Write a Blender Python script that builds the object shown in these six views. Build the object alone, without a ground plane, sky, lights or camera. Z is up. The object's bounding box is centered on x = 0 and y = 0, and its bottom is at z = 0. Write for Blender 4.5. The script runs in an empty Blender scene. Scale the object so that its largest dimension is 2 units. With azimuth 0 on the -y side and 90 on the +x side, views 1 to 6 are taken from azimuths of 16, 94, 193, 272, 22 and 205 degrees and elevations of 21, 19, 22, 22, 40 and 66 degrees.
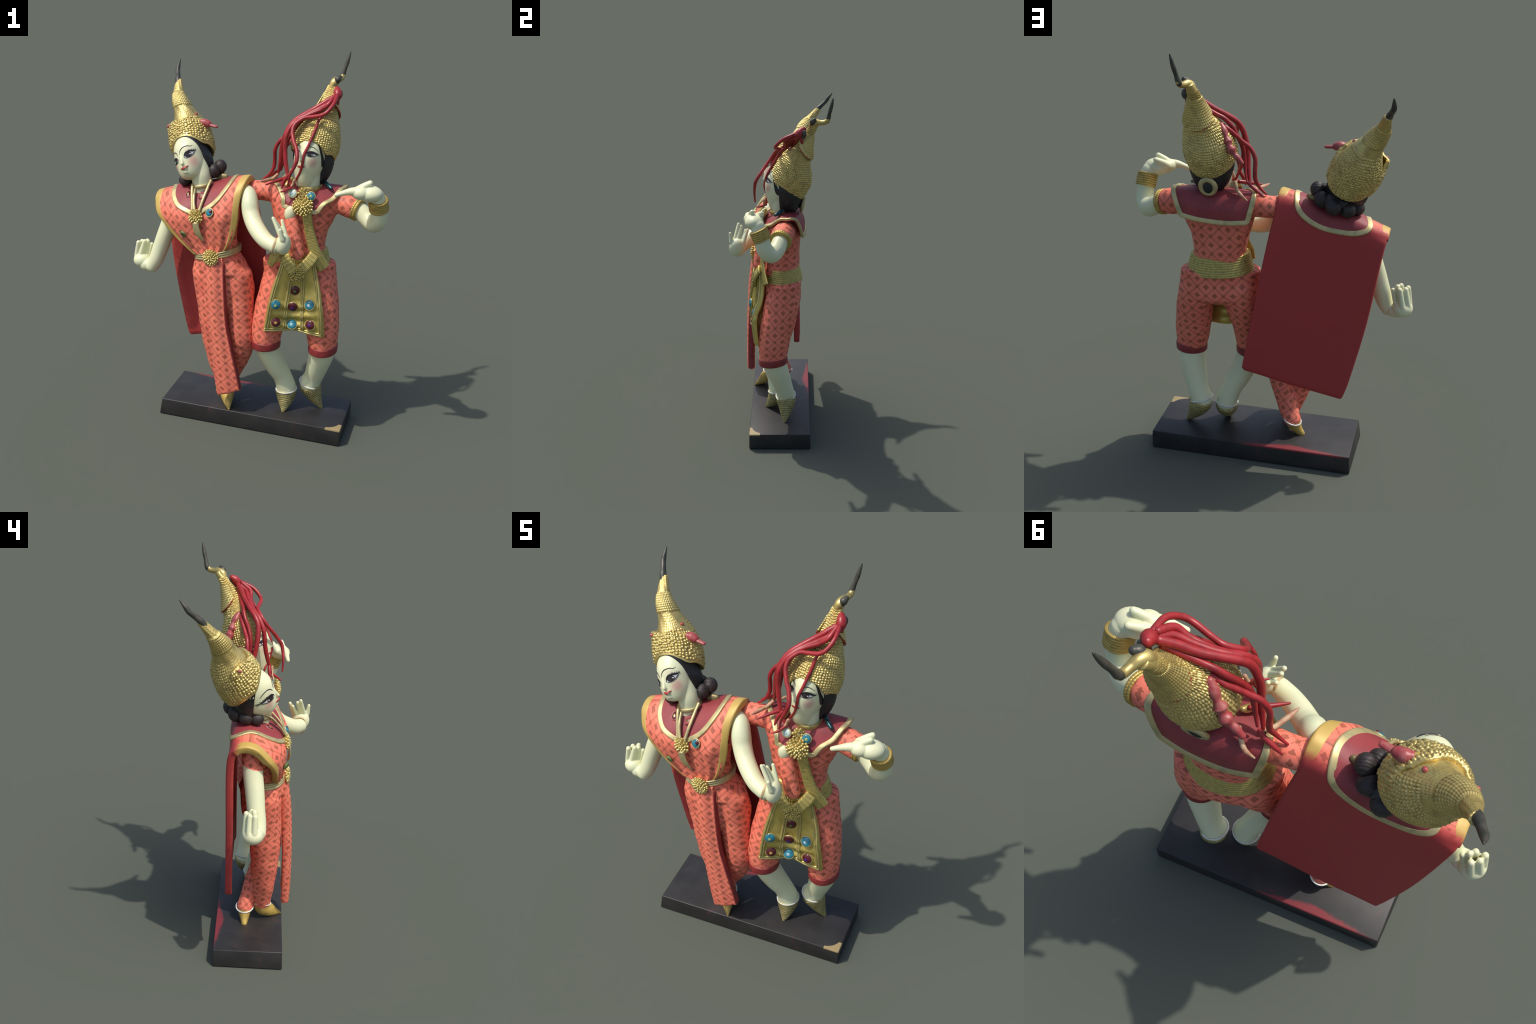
import bpy, bmesh, math, random
import numpy as np
from mathutils import Vector
from mathutils.bvhtree import BVHTree

random.seed(7)
rng = np.random.default_rng(7)
COLL = bpy.context.scene.collection

# ------------------------------------------------------------------ geometry helpers
def cr(pts, n, closed=False):
    """Catmull-Rom samples through control points of any dimension."""
    p = np.asarray(pts, float)
    if closed:
        p = np.vstack([p[-1], p, p[0], p[1]])
    else:
        p = np.vstack([2 * p[0] - p[1], p, 2 * p[-1] - p[-2]])
    m = len(p) - 3
    out = []
    for t in np.linspace(0, m, n, endpoint=not closed):
        i = min(int(t), m - 1); f = t - i
        a, b, c, d = p[i], p[i + 1], p[i + 2], p[i + 3]
        out.append(0.5 * ((2 * b) + (c - a) * f + (2 * a - 5 * b + 4 * c - d) * f * f + (3 * b - a - 3 * c + d) * f ** 3))
    return np.array(out)

def unit(v):
    v = np.asarray(v, float); return v / max(np.linalg.norm(v), 1e-12)

class Geo:
    """vertex/face accumulator"""
    def __init__(s): s.v = []; s.f = []
    def add(s, v, f):
        o = len(s.v); s.v += [tuple(map(float, p)) for p in v]; s.f += [tuple(i + o for i in q) for q in f]; return s
    def grid(s, P, closed_u=False, flip=False):
        """P: array rows x cols x 3"""
        R, C = P.shape[:2]; f = []
        for i in range(R - 1):
            for j in range(C if closed_u else C - 1):
                k = (j + 1) % C
                q = (i * C + j, i * C + k, (i + 1) * C + k, (i + 1) * C + j)
                f.append(q[::-1] if flip else q)
        return s.add(P.reshape(-1, 3), f)

def capped(P):
    """closed rings (rows x cols x 3) with pole caps"""
    g = Geo(); R, C = P.shape[:2]
    g.grid(P, True)
    a = len(g.v); g.v.append(tuple(P[0].mean(0))); g.v.append(tuple(P[-1].mean(0)))
    for j in range(C):
        g.f.append((j, a, (j + 1) % C)[::1]); g.f.append(((R - 1) * C + j, (R - 1) * C + (j + 1) % C, a + 1))
    return g

def frames(p, ref=None):
    n = len(p); T = np.gradient(p, axis=0); T /= np.linalg.norm(T, axis=1)[:, None] + 1e-12
    if ref is None:
        ref = np.array([0, 0, 1.]) if abs(T[0][2]) < 0.9 else np.array([1., 0, 0])
        A = np.zeros_like(p); a = unit(ref - T[0] * (ref @ T[0])); A[0] = a
        for i in range(1, n):
            a = a - T[i] * (a @ T[i]); a = unit(a); A[i] = a
    else:
        ref = np.broadcast_to(np.asarray(ref, float), p.shape)
        A = np.array([unit(r - t * (r @ t)) for r, t in zip(ref, T)])
    B = np.cross(T, A)
    return T, A, B

def tube(pts, n=40, seg=20, ref=None, caps=True, rings_cap=5, ridges=None):
    """pts rows: x y z r  or x y z ra rb (ra along ref)"""
    q = cr(pts, n); p = q[:, :3]; ra = np.maximum(q[:, 3], 1e-4); rb = np.maximum(q[:, 4] if q.shape[1] > 4 else q[:, 3], 1e-4)
    T, A, B = frames(p, ref)
    th = np.linspace(0, 2 * math.pi, seg, endpoint=False)
    def ring(c, a, b, x, y): return c + np.outer(np.cos(th), a * x) + np.outer(np.sin(th), b * y)
    rows = []
    m = [min(x, y) for x, y in zip(ra, rb)]
    if caps:
        for k in range(rings_cap, 0, -1):
            e = k / rings_cap * math.pi / 2 * 0.97
            rows.append(ring(p[0] - T[0] * m[0] * math.sin(e), A[0], B[0], ra[0] * math.cos(e), rb[0] * math.cos(e)))
    for i in range(n):
        s = 1.0 if ridges is None else ridges(i / (n - 1))
        rows.append(ring(p[i], A[i], B[i], ra[i] * s, rb[i] * s))
    if caps:
        for k in range(1, rings_cap + 1):
            e = k / rings_cap * math.pi / 2 * 0.97
            rows.append(ring(p[-1] + T[-1] * m[-1] * math.sin(e), A[-1], B[-1], ra[-1] * math.cos(e), rb[-1] * math.cos(e)))
    return capped(np.array(rows))

def loop_tube(pts, n=120, ra=.01, rb=.01, seg=12, ref=None, closed=True):
    p = cr(pts, n, closed)[:, :3]
    if closed:
        T = np.roll(p, -1, 0) - np.roll(p, 1, 0); T /= np.linalg.norm(T, axis=1)[:, None]
        rr = np.broadcast_to(np.asarray(ref, float), p.shape) if ref is not None else np.broadcast_to(np.array([0, 0, 1.]), p.shape)
        A = np.array([unit(r - t * (r @ t)) for r, t in zip(rr, T)]); B = np.cross(T, A)
    else:
        T, A, B = frames(p, ref)
    th = np.linspace(0, 2 * math.pi, seg, endpoint=False)
    P = p[:, None] + np.cos(th)[None, :, None] * A[:, None] * ra + np.sin(th)[None, :, None] * B[:, None] * rb
    if closed:
        g = Geo(); P2 = np.concatenate([P, P[:1]], 0); return g.grid(P2, True)
    return capped(P)

def ellipsoid(c, r, axes=None, nu=24, nv=16):
    th = np.linspace(0, 2 * math.pi, nu, endpoint=False); ph = np.linspace(0.05, math.pi - .05, nv)
    ax = np.eye(3) if axes is None else np.array([unit(a) for a in axes])
    P = np.array([[np.array([math.sin(f) * math.cos(t) * r[0], math.sin(f) * math.sin(t) * r[1], math.cos(f) * r[2]]) @ ax + np.array(c) for t in th] for f in ph])
    return capped(P[::-1])

def loft(rings, n=40, seg=48, ex=2.0):
    """rings: (cx,cy,z,rx,ry[,yaw]) horizontal sections"""
    q = cr([list(r) + [0] * (6 - len(r)) for r in rings], n); th = np.linspace(0, 2 * math.pi, seg, endpoint=False)
    c = np.sign(np.cos(th)) * np.abs(np.cos(th)) ** (2 / ex); s = np.sign(np.sin(th)) * np.abs(np.sin(th)) ** (2 / ex)
    P = []
    for x, y, z, rx, ry, yw in q:
        dx, dy = rx * c, ry * s
        P.append(np.c_[x + dx * math.cos(yw) - dy * math.sin(yw), y + dx * math.sin(yw) + dy * math.cos(yw), np.full(seg, z)])
    return capped(np.array(P))

# ------------------------------------------------------------------ object helpers
def finish(ob, mat, parent, smooth=True):
    me = ob.data
    if mat is not None: me.materials.append(mat)
    if smooth: me.polygons.foreach_set('use_smooth', [True] * len(me.polygons))
    ob.parent = parent
    return ob

def make(name, geo, mat, parent, smooth=True, fix=True, sharp=None):
    me = bpy.data.meshes.new(name); me.from_pydata(geo.v, [], geo.f); me.update()
    if fix:
        bm = bmesh.new(); bm.from_mesh(me); bmesh.ops.recalc_face_normals(bm, faces=bm.faces); bm.to_mesh(me); bm.free()
    ob = bpy.data.objects.new(name, me); COLL.objects.link(ob); finish(ob, mat, parent, smooth)
    if sharp:
        me.set_sharp_from_angle(angle=math.radians(sharp))
    return ob

def fused(geos, voxel, smooth=6, disp=None):
    """one smooth skin around overlapping solids -> mesh datablock"""
    me = bpy.data.meshes.new('tmp'); g = Geo()
    for q in geos: g.add(q.v, q.f)
    me.from_pydata(g.v, [], g.f); me.update()
    bm = bmesh.new(); bm.from_mesh(me); bmesh.ops.recalc_face_normals(bm, faces=bm.faces); bm.to_mesh(me); bm.free()
    ob = bpy.data.objects.new('tmp', me); COLL.objects.link(ob)
    m = ob.modifiers.new('r', 'REMESH'); m.mode = 'VOXEL'; m.voxel_size = voxel
    if smooth:
        s = ob.modifiers.new('s', 'SMOOTH'); s.factor = .5; s.iterations = smooth
    dg = bpy.context.evaluated_depsgraph_get(); out = bpy.data.meshes.new_from_object(ob.evaluated_get(dg))
    bpy.data.objects.remove(ob); bpy.data.meshes.remove(me)
    if disp:
        co = np.empty(len(out.vertices) * 3); out.vertices.foreach_get('co', co); co = co.reshape(-1, 3)
        no = np.empty(len(out.vertices) * 3); out.vertices.foreach_get('normal', no); no = no.reshape(-1, 3)
        co += no * disp(co, no)[:, None]; out.vertices.foreach_set('co', co.ravel()); out.update()
    return out

def split(me, regions, parent, key):
    """regions: list of (name, material); key(center)->index. Borders coincide, normals are the whole body's."""
    nv = len(me.vertices); co = np.empty(nv * 3); me.vertices.foreach_get('co', co); co = co.reshape(-1, 3)
    no = np.empty(nv * 3); me.vertices.foreach_get('normal', no); no = no.reshape(-1, 3)
    fs = [tuple(p.vertices) for p in me.polygons]; lab = [key(co[list(f)].mean(0)) for f in fs]; obs = []
    for r, (name, mat) in enumerate(regions):
        sel = [f for f, l in zip(fs, lab) if l == r]
        if not sel: continue
        ids = sorted({i for f in sel for i in f}); mp = {i: k for k, i in enumerate(ids)}
        m2 = bpy.data.meshes.new(name); m2.from_pydata([tuple(co[i]) for i in ids], [], [tuple(mp[i] for i in f) for f in sel]); m2.update()
        ob = bpy.data.objects.new(name, m2); COLL.objects.link(ob); finish(ob, mat, parent)
        m2.normals_split_custom_set_from_vertices([tuple(no[i]) for i in ids]); obs.append(ob)
    return obs

def from_mesh(name, me, mat, parent):
    me.name = name; ob = bpy.data.objects.new(name, me); COLL.objects.link(ob); return finish(ob, mat, parent)

def bvh_of(ob): return BVHTree.FromPolygons([v.co for v in ob.data.vertices], [tuple(p.vertices) for p in ob.data.polygons])

def empty(name, parent=None, loc=(0, 0, 0)):
    e = bpy.data.objects.new(name, None); COLL.objects.link(e); e.parent = parent; return e

def vnoise(co, sc, seed=0):
    """cheap smooth sum-of-sines noise on an array"""
    c = co * sc + seed * 3.7
    return (np.sin(c[:, 0] * 1.3 + 1.7 * np.sin(c[:, 1] * .9 + seed)) + np.sin(c[:, 1] * 1.1 + 1.5 * np.sin(c[:, 2] * 1.2)) + np.sin(c[:, 2] * 1.4 + 1.6 * np.sin(c[:, 0] * .8))) / 3

def beads(a, b, jit=0., seed=0):
    """domed beads on a unit lattice, optional jitter; 0..1 height"""
    a = np.asarray(a, float); b = np.asarray(b, float); ia = np.floor(a); ib = np.floor(b); best = np.full(a.shape, 9.)
    for da in (-1, 0, 1):
        for db in (-1, 0, 1):
            x = ia + da; y = ib + db
            h1 = np.sin(x * 127.1 + y * 311.7 + seed) * 43758.5453; h2 = np.sin(x * 269.5 + y * 183.3 + seed) * 43758.5453
            px = x + .5 + ((h1 - np.floor(h1)) - .5) * jit; py = y + .5 + ((h2 - np.floor(h2)) - .5) * jit
            d = ((a - px) ** 4 + (b - py) ** 4) ** .25 if jit < .01 else np.hypot(a - px, b - py)
            best = np.minimum(best, d)
    return np.sqrt(np.maximum(0, 1 - (best / (.56 if jit < .01 else .50)) ** 2))

# ------------------------------------------------------------------ materials
class NT:
    def __init__(s, name):
        s.mat = bpy.data.materials.new(name); s.mat.use_nodes = True; s.t = s.mat.node_tree; s.b = s.t.nodes['Principled BSDF']
    def node(s, kind, **kw):
        n = s.t.nodes.new(kind)
        for k, v in kw.items(): setattr(n, k, v)
        return n
    def put(s, sock, v):
        if isinstance(v, bpy.types.NodeSocket): s.t.links.new(v, sock)
        else: sock.default_value = v
    def m(s, op, a, b=0., c=0., clamp=False):
        n = s.node('ShaderNodeMath', operation=op, use_clamp=clamp)
        s.put(n.inputs[0], a); s.put(n.inputs[1], b); s.put(n.inputs[2], c); return n.outputs[0]
    def ss(s, x, lo, hi):
        n = s.node('ShaderNodeMapRange', interpolation_type='SMOOTHSTEP'); s.put(n.inputs[0], x); s.put(n.inputs[1], lo); s.put(n.inputs[2], hi); return n.outputs[0]
    def mix(s, f, a, b):
        n = s.node('ShaderNodeMix', data_type='RGBA'); s.put(n.inputs[0], f); s.put(n.inputs[6], col(a)); s.put(n.inputs[7], col(b)); return n.outputs[2]
    def noise(s, scale, detail=3, rough=.6, vec=None, dist=0.):
        n = s.node('ShaderNodeTexNoise'); n.inputs['Scale'].default_value = scale; n.inputs['Detail'].default_value = detail; n.inputs['Roughness'].default_value = rough; n.inputs['Distortion'].default_value = dist
        s.t.links.new(vec if vec is not None else s.obj(), n.inputs['Vector']); return n.outputs[0]
    def tc(s):
        if not hasattr(s, '_tc'): s._tc = s.node('ShaderNodeTexCoord')
        return s._tc
    def obj(s): return s.tc().outputs['Object']
    def xyz(s, v=None):
        n = s.node('ShaderNodeSeparateXYZ'); s.t.links.new(v if v is not None else s.obj(), n.inputs[0]); return n.outputs
    def dist(s, p, r=(1, 1, 1)):
        a = s.node('ShaderNodeVectorMath', operation='SUBTRACT'); s.t.links.new(s.obj(), a.inputs[0]); a.inputs[1].default_value = p
        d = s.node('ShaderNodeVectorMath', operation='DIVIDE'); s.t.links.new(a.outputs[0], d.inputs[0]); d.inputs[1].default_value = r
        l = s.node('ShaderNodeVectorMath', operation='LENGTH'); s.t.links.new(d.outputs[0], l.inputs[0]); return l.outputs['Value']
    def bump(s, h, strength=.3, distance=.004):
        n = s.node('ShaderNodeBump'); n.inputs['Strength'].default_value = strength; n.inputs['Distance'].default_value = distance; s.put(n.inputs['Height'], h); s.t.links.new(n.outputs[0], s.b.inputs['Normal'])
    def done(s, color, rough=.5, metal=0., **kw):
        s.put(s.b.inputs['Base Color'], col(color)); s.put(s.b.inputs['Roughness'], rough); s.put(s.b.inputs['Metallic'], metal)
        for k, v in kw.items(): s.put(s.b.inputs[k.replace('_', ' ')], v)
        return s.mat
def col(c): return c if isinstance(c, bpy.types.NodeSocket) else (c if len(c) == 4 else (*c, 1.))

def plain(name, c, rough=.5, metal=0., var=.12, sc=30., c2=None, **kw):
    t = NT(name); n = t.noise(sc); d = c2 if c2 else tuple(x * (1 - var * 2.2) for x in c)
    return t.done(t.mix(t.ss(n, .35, .7), c, d), rough, metal, **kw)

SKIN = (.73, .73, .465); SALMON = (.87, .215, .132); BROWN = (.30, .076, .038); RED = (.40, .038, .036); MAROON = (.29, .04, .045)
GOLD = (.63, .49, .175); YELLOW = (.60, .40, .10); BLACK = (.016, .015, .017)

def skin_mat():
    t = NT('porcelain_skin'); n = t.noise(14, 2); f = t.noise(55, 4)
    c = t.mix(t.ss(n, .4, .75), SKIN, (.68, .72, .465)); c = t.mix(t.m('MULTIPLY', t.ss(f, .62, .72), .35), c, (.78, .55, .42))
    return t.done(c, .45)

def fabric(name, D, lean=0., o1=0., o2=0., fade=None):
    """diamond lattice of dotted brown lines with a brown flower in each diamond, box-projected"""
    t = NT(name)
    w = t.node('ShaderNodeTexNoise'); w.inputs['Scale'].default_value = 9; t.t.links.new(t.obj(), w.inputs['Vector'])
    sub = t.node('ShaderNodeVectorMath', operation='SUBTRACT'); t.t.links.new(w.outputs['Color'], sub.inputs[0]); sub.inputs[1].default_value = (.5, .5, .5)
    scl = t.node('ShaderNodeVectorMath', operation='SCALE'); t.t.links.new(sub.outputs[0], scl.inputs[0]); scl.inputs['Scale'].default_value = .022
    add = t.node('ShaderNodeVectorMath', operation='ADD'); t.t.links.new(t.obj(), add.inputs[0]); t.t.links.new(scl.outputs[0], add.inputs[1])
    x, y, z = t.xyz(add.outputs[0]); nx, ny, nz = t.xyz(t.tc().outputs['Normal'])
    ax = t.m('ABSOLUTE', nx); ay = t.m('ABSOLUTE', ny); az = t.m('ABSOLUTE', nz)
    side = t.m('GREATER_THAN', ax, t.m('MULTIPLY', ay, 1.25)); top = t.m('GREATER_THAN', az, .85)
    def pick(f, a, b): return t.m('ADD', t.m('MULTIPLY', f, b), t.m('MULTIPLY', t.m('SUBTRACT', 1., f), a))
    s = pick(side, x, y); h = pick(top, z, y)
    s = t.m('ADD', s, t.m('MULTIPLY', h, lean))
    a = t.m('ADD', t.m('DIVIDE', t.m('ADD', s, h), D), 40. + o1); b = t.m('ADD', t.m('DIVIDE', t.m('SUBTRACT', s, h), D), 40. + o2)
    ca = t.m('ABSOLUTE', t.m('SUBTRACT', t.m('FRACT', a), .5)); cb = t.m('ABSOLUTE', t.m('SUBTRACT', t.m('FRACT', b), .5))
    mx = t.m('MAXIMUM', ca, cb); sm = t.m('ADD', ca, cb); mn = t.m('MINIMUM', ca, cb)
    r2 = t.m('ADD', t.m('MULTIPLY', ca, ca), t.m('MULTIPLY', cb, cb)); cc4 = t.m('DIVIDE', t.m('POWER', t.m('MULTIPLY', ca, cb), 2.), t.m('ADD', t.m('MULTIPLY', r2, r2), 1e-6))
    rad = t.m('SUBTRACT', t.m('SQRT', r2), t.m('MULTIPLY', t.m('SUBTRACT', t.m('MULTIPLY', cc4, 8.), 1.), .035))
    flower = t.m('SUBTRACT', 1., t.ss(rad, .158, .222))
    line = t.ss(mx, .418, .462)
    dots = t.m('SINE', t.m('MULTIPLY', t.m('ADD', t.m('MULTIPLY', a, 1.), b), 44.)); dots = t.m('ADD', .58, t.m('MULTIPLY', dots, .42))
    knot = t.ss(mn, .35, .41)
    mask = t.m('MAXIMUM', flower, t.m('MAXIMUM', t.m('MULTIPLY', line, dots), knot))
    gr = t.noise(60, 4, .7); big = t.noise(7, 3)
    mask = t.m('MULTIPLY', mask, t.m('ADD', .58, t.m('MULTIPLY', gr, .45)), clamp=True)
    base = t.mix(t.ss(big, .35, .7), SALMON, (.79, .172, .108)); base = t.mix(t.m('MULTIPLY', t.ss(gr, .5, .75), .45), base, (.88, .29, .21))
    c = t.mix(mask, base, BROWN)
    if fade:
        yy = t.xyz()[1]; q = t.ss(t.m('ADD', yy, t.m('MULTIPLY', t.m('SUBTRACT', t.noise(18), .5), .05)), fade[0], fade[1]); c = t.mix(q, c, RED)
    t.bump(t.noise(180, 2), .12, .002)
    return t.done(c, .62)

def gold_mat(name='gold_leaf', c=GOLD, dark=(.43, .335, .125), rough=.34, metal=.72, sc=26.):
    t = NT(name); n = t.noise(sc, 4); f = t.noise(sc * 5, 3)
    cc = t.mix(t.ss(n, .42, .72), c, dark); cc = t.mix(t.m('MULTIPLY', t.ss(f, .6, .75), .4), cc, (.50, .28, .17))
    t.bump(f, .15, .002)
    return t.done(cc, t.m('ADD', rough, t.m('MULTIPLY', n, .15)), metal)

M = dict(
    skin=skin_mat(), gold=gold_mat(), trim=gold_mat('pale_gold_trim', (.60, .49, .24), (.40, .37, .19), .42, .6),
    yellow=plain('painted_yellow_gold', YELLOW, .5, .15, .1), band=gold_mat('bracelet_gold', (.52, .37, .10), (.36, .26, .07), .40, .55, 40.),
    red=plain('red_lacquer_cloth', RED, .6, 0, .15, 12., c2=(.31, .028, .028)), maroon=plain('maroon_velvet', MAROON, .55, 0, .12, 14.), cuff=plain('maroon_cuff', (.27, .03, .03), .5),
    cord=plain('red_cord', (.36, .022, .026), .38, 0, .15, 25.), palecord=plain('worn_cord_tip', (.52, .38, .22), .45, 0, .2, 40., c2=(.42, .16, .10)),
    hair=plain('black_hair', BLACK, .5, 0, .2, 60.), brownhair=plain('brown_black_hair', (.038, .027, .025), .55, 0, .25, 60.),
    white=plain('white_enamel_ring', (.75, .74, .66), .3), dark=plain('blackened_spike', (.045, .047, .038), .45, .2, .2, 40., c2=(.09, .08, .06)),
    shoe=plain('ochre_shoe', (.60, .41, .10), .45, .25, .15, 30.), eyewhite=plain('eye_white', (.72, .70, .68), .3), iris=plain('dark_iris', (.03, .02, .022), .25), ink=plain('black_ink', (.012, .011, .012), .45),
    lip=plain('red_lip', (.42, .045, .035), .4), blue=plain('turquoise_enamel', (.035, .24, .32), .2, 0, .2, 50.), green=plain('green_stone', (.10, .20, .05), .25), wine=plain('wine_stone', (.10, .012, .014), .2),
    violet=plain('violet_core', (.05, .015, .22), .2), paleblue=plain('pale_blue_core', (.42, .58, .66), .2), limecore=plain('lime_core', (.42, .50, .16), .25), opal=plain('opal_stone', (.45, .62, .45), .15, 0, .2, 60., c2=(.75, .8, .72)),
    panelside=plain('maroon_panel_edge', (.27, .03, .03), .6), rose=plain('rose_lacquer', (.34, .045, .05), .4, 0, .15, 40., c2=(.38, .12, .10)))
M['medal'] = gold_mat('bright_medal_gold', (.72, .58, .22), (.55, .43, .15), .30, .65)
FAB_F = fabric('woman_brocade', .077, .14, .1, .35)
FAB_FT = fabric('woman_top_brocade', .080, .25, .3, .1, fade=(.0, .07))
FAB_M = fabric('man_brocade', .084, -.06, .2, .45)
FAB_MS = fabric('man_sleeve_brocade', .084, .0, .05, .3)

# ================================================================== figurine
root = empty('dancing_couple_figurine')
root['label'] = 'painted Thai dancing couple in gold crowns on black base'
root['category'] = 'figurine'
woman = empty('woman_dancer', root); man = empty('man_dancer', root)

# ------------------------------------------------------------------ base
def base_mat():
    t = NT('black_lacquered_wood'); x, y, z = t.xyz(); n = t.noise(10, 4); c = t.mix(t.ss(n, .3, .7), (.023, .021, .0205), (.033, .031, .0295))
    top = t.m('GREATER_THAN', z, .085)
    # red scuffed strip along the back edge, thin red scratches
    ex = t.m('ABSOLUTE', t.m('SUBTRACT', x, -.17)); wid = t.m('MULTIPLY', t.m('SUBTRACT', 1., t.m('DIVIDE', ex, .27)), .045)
    edge = t.m('SUBTRACT', t.m('SUBTRACT', .158, y), t.m('MULTIPLY', t.m('SUBTRACT', t.noise(22, 3), .5), .03))
    edge = t.m('SUBTRACT', edge, t.m('MULTIPLY', x, -.026))
    strip = t.m('MULTIPLY', t.ss(t.m('SUBTRACT', wid, edge), -.006, .012), t.m('MULTIPLY', top, t.m('GREATER_THAN', wid, 0)))
    c = t.mix(t.m('MULTIPLY', strip, .85), c, (.24, .03, .035))
    w = t.node('ShaderNodeTexVoronoi', feature='DISTANCE_TO_EDGE'); w.inputs['Scale'].default_value = 5; t.t.links.new(t.obj(), w.inputs['Vector'])
    scr = t.m('MULTIPLY', t.m('LESS_THAN', w.outputs[0], .012), t.ss(t.noise(9, 2), .55, .68)); c = t.mix(t.m('MULTIPLY', scr, .5), c, (.14, .03, .03))
    # pale bare corner
    d = t.m('ADD', t.dist((.556, -.181, .094), (1, 1, 1)), t.m('MULTIPLY', t.m('SUBTRACT', t.noise(45, 3), .5), .012))
    inner = t.m('MAXIMUM', t.m('SUBTRACT', .476, x), t.m('SUBTRACT', y, -.118)); 
    d2 = t.dist((.462, -.088, .094)); corner = t.m('MULTIPLY', t.m('GREATER_THAN', t.m('ADD', d2, t.m('MULTIPLY', t.m('SUBTRACT', t.noise(45, 3), .5), .008)), .082), t.m('LESS_THAN', inner, 0.))
    c = t.mix(t.m('MULTIPLY', corner, top), c, t.mix(t.noise(70), (.36, .29, .13), (.30, .20, .10)))
    return t.done(c, .45, Specular_IOR_Level=.35)
g = Geo(); bm = bmesh.new()
cs = [(-.444, -.206), (.557, -.180), (.548, .171), (-.450, .144)]; bs = [(-.457, -.208), (.558, -.182), (.550, .173), (-.455, .146)]
vb = [bm.verts.new((x, y, 0)) for x, y in bs]; vt = [bm.verts.new((x, y, .094)) for x, y in cs]
bm.faces.new(vb[::-1]); bm.faces.new(vt)
for i in range(4): bm.faces.new((vb[i], vb[(i + 1) % 4], vt[(i + 1) % 4], vt[i]))
bmesh.ops.bevel(bm, geom=bm.edges[:], offset=.005, segments=3, affect='EDGES', profile=.5)
me = bpy.data.meshes.new('display_base'); bm.to_mesh(me); bm.free(); ob = bpy.data.objects.new('display_base', me); COLL.objects.link(ob); finish(ob, base_mat(), root, False); me.polygons.foreach_set('use_smooth', [True] * len(me.polygons)); me.set_sharp_from_angle(angle=math.radians(35))

# ------------------------------------------------------------------ head frames
class Frame:
    def __init__(s, O, U, F):
        s.O = np.array(O, float); s.U = unit(U); F = np.array(F, float); s.F = unit(F - s.U * (F @ s.U)); s.R = -np.cross(s.F, s.U)
    def w(s, r, f, u): return s.O + np.multiply.outer(np.asarray(r, float), s.R) + np.multiply.outer(np.asarray(f, float), s.F) + np.multiply.outer(np.asarray(u, float), s.U)
FW = Frame((-.375, 0, 1.46), (-.33, .41, .85), (-.15, -.88, .42))
FM = Frame((.26, .04, 1.51), (.05, .38, .92), (-.05, -.92, .38))

def head_loft(fr, rings, n=40, seg=56, grow=0.):
    """rings: (u, r centre, half width, front f, back f)"""
    q = cr(rings, n); th = np.linspace(0, 2 * math.pi, seg, endpoint=False); P = []
    for u, c, rx, ff, fb in q:
        mid = (ff + fb) / 2 - .1 * (ff - fb)
        f = np.where(np.cos(th) > 0, mid + (ff - mid + grow) * np.cos(th), mid + (mid - fb + grow) * np.cos(th))
        P.append(fr.w(c + (rx + grow) * np.sin(th), f, np.full(seg, u)))
    return capped(np.array(P))

def ribbon_decal(name, fr, bvh, pts, mat, parent, n=24, lift=.0012, across=3):
    """pts rows: r u halfwidth; a thin painted stroke laid on the face"""
    q = cr(pts, n); d = np.gradient(q[:, :2], axis=0); d /= np.linalg.norm(d, axis=1)[:, None] + 1e-9; nn = np.c_[-d[:, 1], d[:, 0]]
    P = np.array([[q[i, :2] + nn[i] * q[i, 2] * w for w in np.linspace(-1, 1, across)] for i in range(n)])
    return lay(name, fr, bvh, P, mat, parent, lift)

def shape_decal(name, fr, bvh, outline, mat, parent, lift=.001, rows=6, seg=40):
    q = cr(outline, seg, True); c = q.mean(0)
    P = np.array([[c + (p - c) * s for p in q] + [c + (q[0] - c) * s] for s in np.linspace(.02, 1, rows)])
    return lay(name, fr, bvh, P, mat, parent, lift)

def lay(name, fr, bvh, P, mat, parent, lift):
    R, C = P.shape[:2]; A = np.zeros((R, C, 3)); B = np.zeros((R, C, 3))
    for i in range(R):
        for j in range(C):
            o = fr.w(P[i, j, 0], .3, P[i, j, 1]); h = bvh.ray_cast(Vector(o), Vector(-fr.F))
            loc = np.array(h[0]) if h[0] is not None else fr.w(P[i, j, 0], 0, P[i, j, 1]); nn = np.array(h[1]) if h[0] is not None else fr.F
            if nn @ fr.F < 0: nn = -nn
            A[i, j] = loc + nn * lift; B[i, j] = loc - nn * .002
    g = Geo(); g.grid(A); g.grid(B, flip=True)
    # rim
    rim = [(i, 0) for i in range(R)] + [(R - 1, j) for j in range(1, C)] + [(i, C - 1) for i in range(R - 2, -1, -1)] + [(0, j) for j in range(C - 2, 0, -1)]
    n = R * C
    for (a, b), (c, d) in zip(rim, rim[1:] + rim[:1]):
        g.f.append((a * C + b, n + a * C + b, n + c * C + d, c * C + d))
    return make(name, g, mat, parent)

def face_mat(name, fr, spots):
    t = NT(name); c = t.mix(t.ss(t.noise(14, 2), .4, .75), SKIN, (.68, .72, .465))
    for (r, f, u), rad, k, cc in spots:
        p = fr.w(r, f, u); q = t.m('SUBTRACT', 1., t.ss(t.dist(tuple(p), (rad,) * 3), .15, 1.)); c = t.mix(t.m('MULTIPLY', q, k), c, cc)
    return t.done(c, .42)
BLUSH = (.62, .30, .26)

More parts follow.
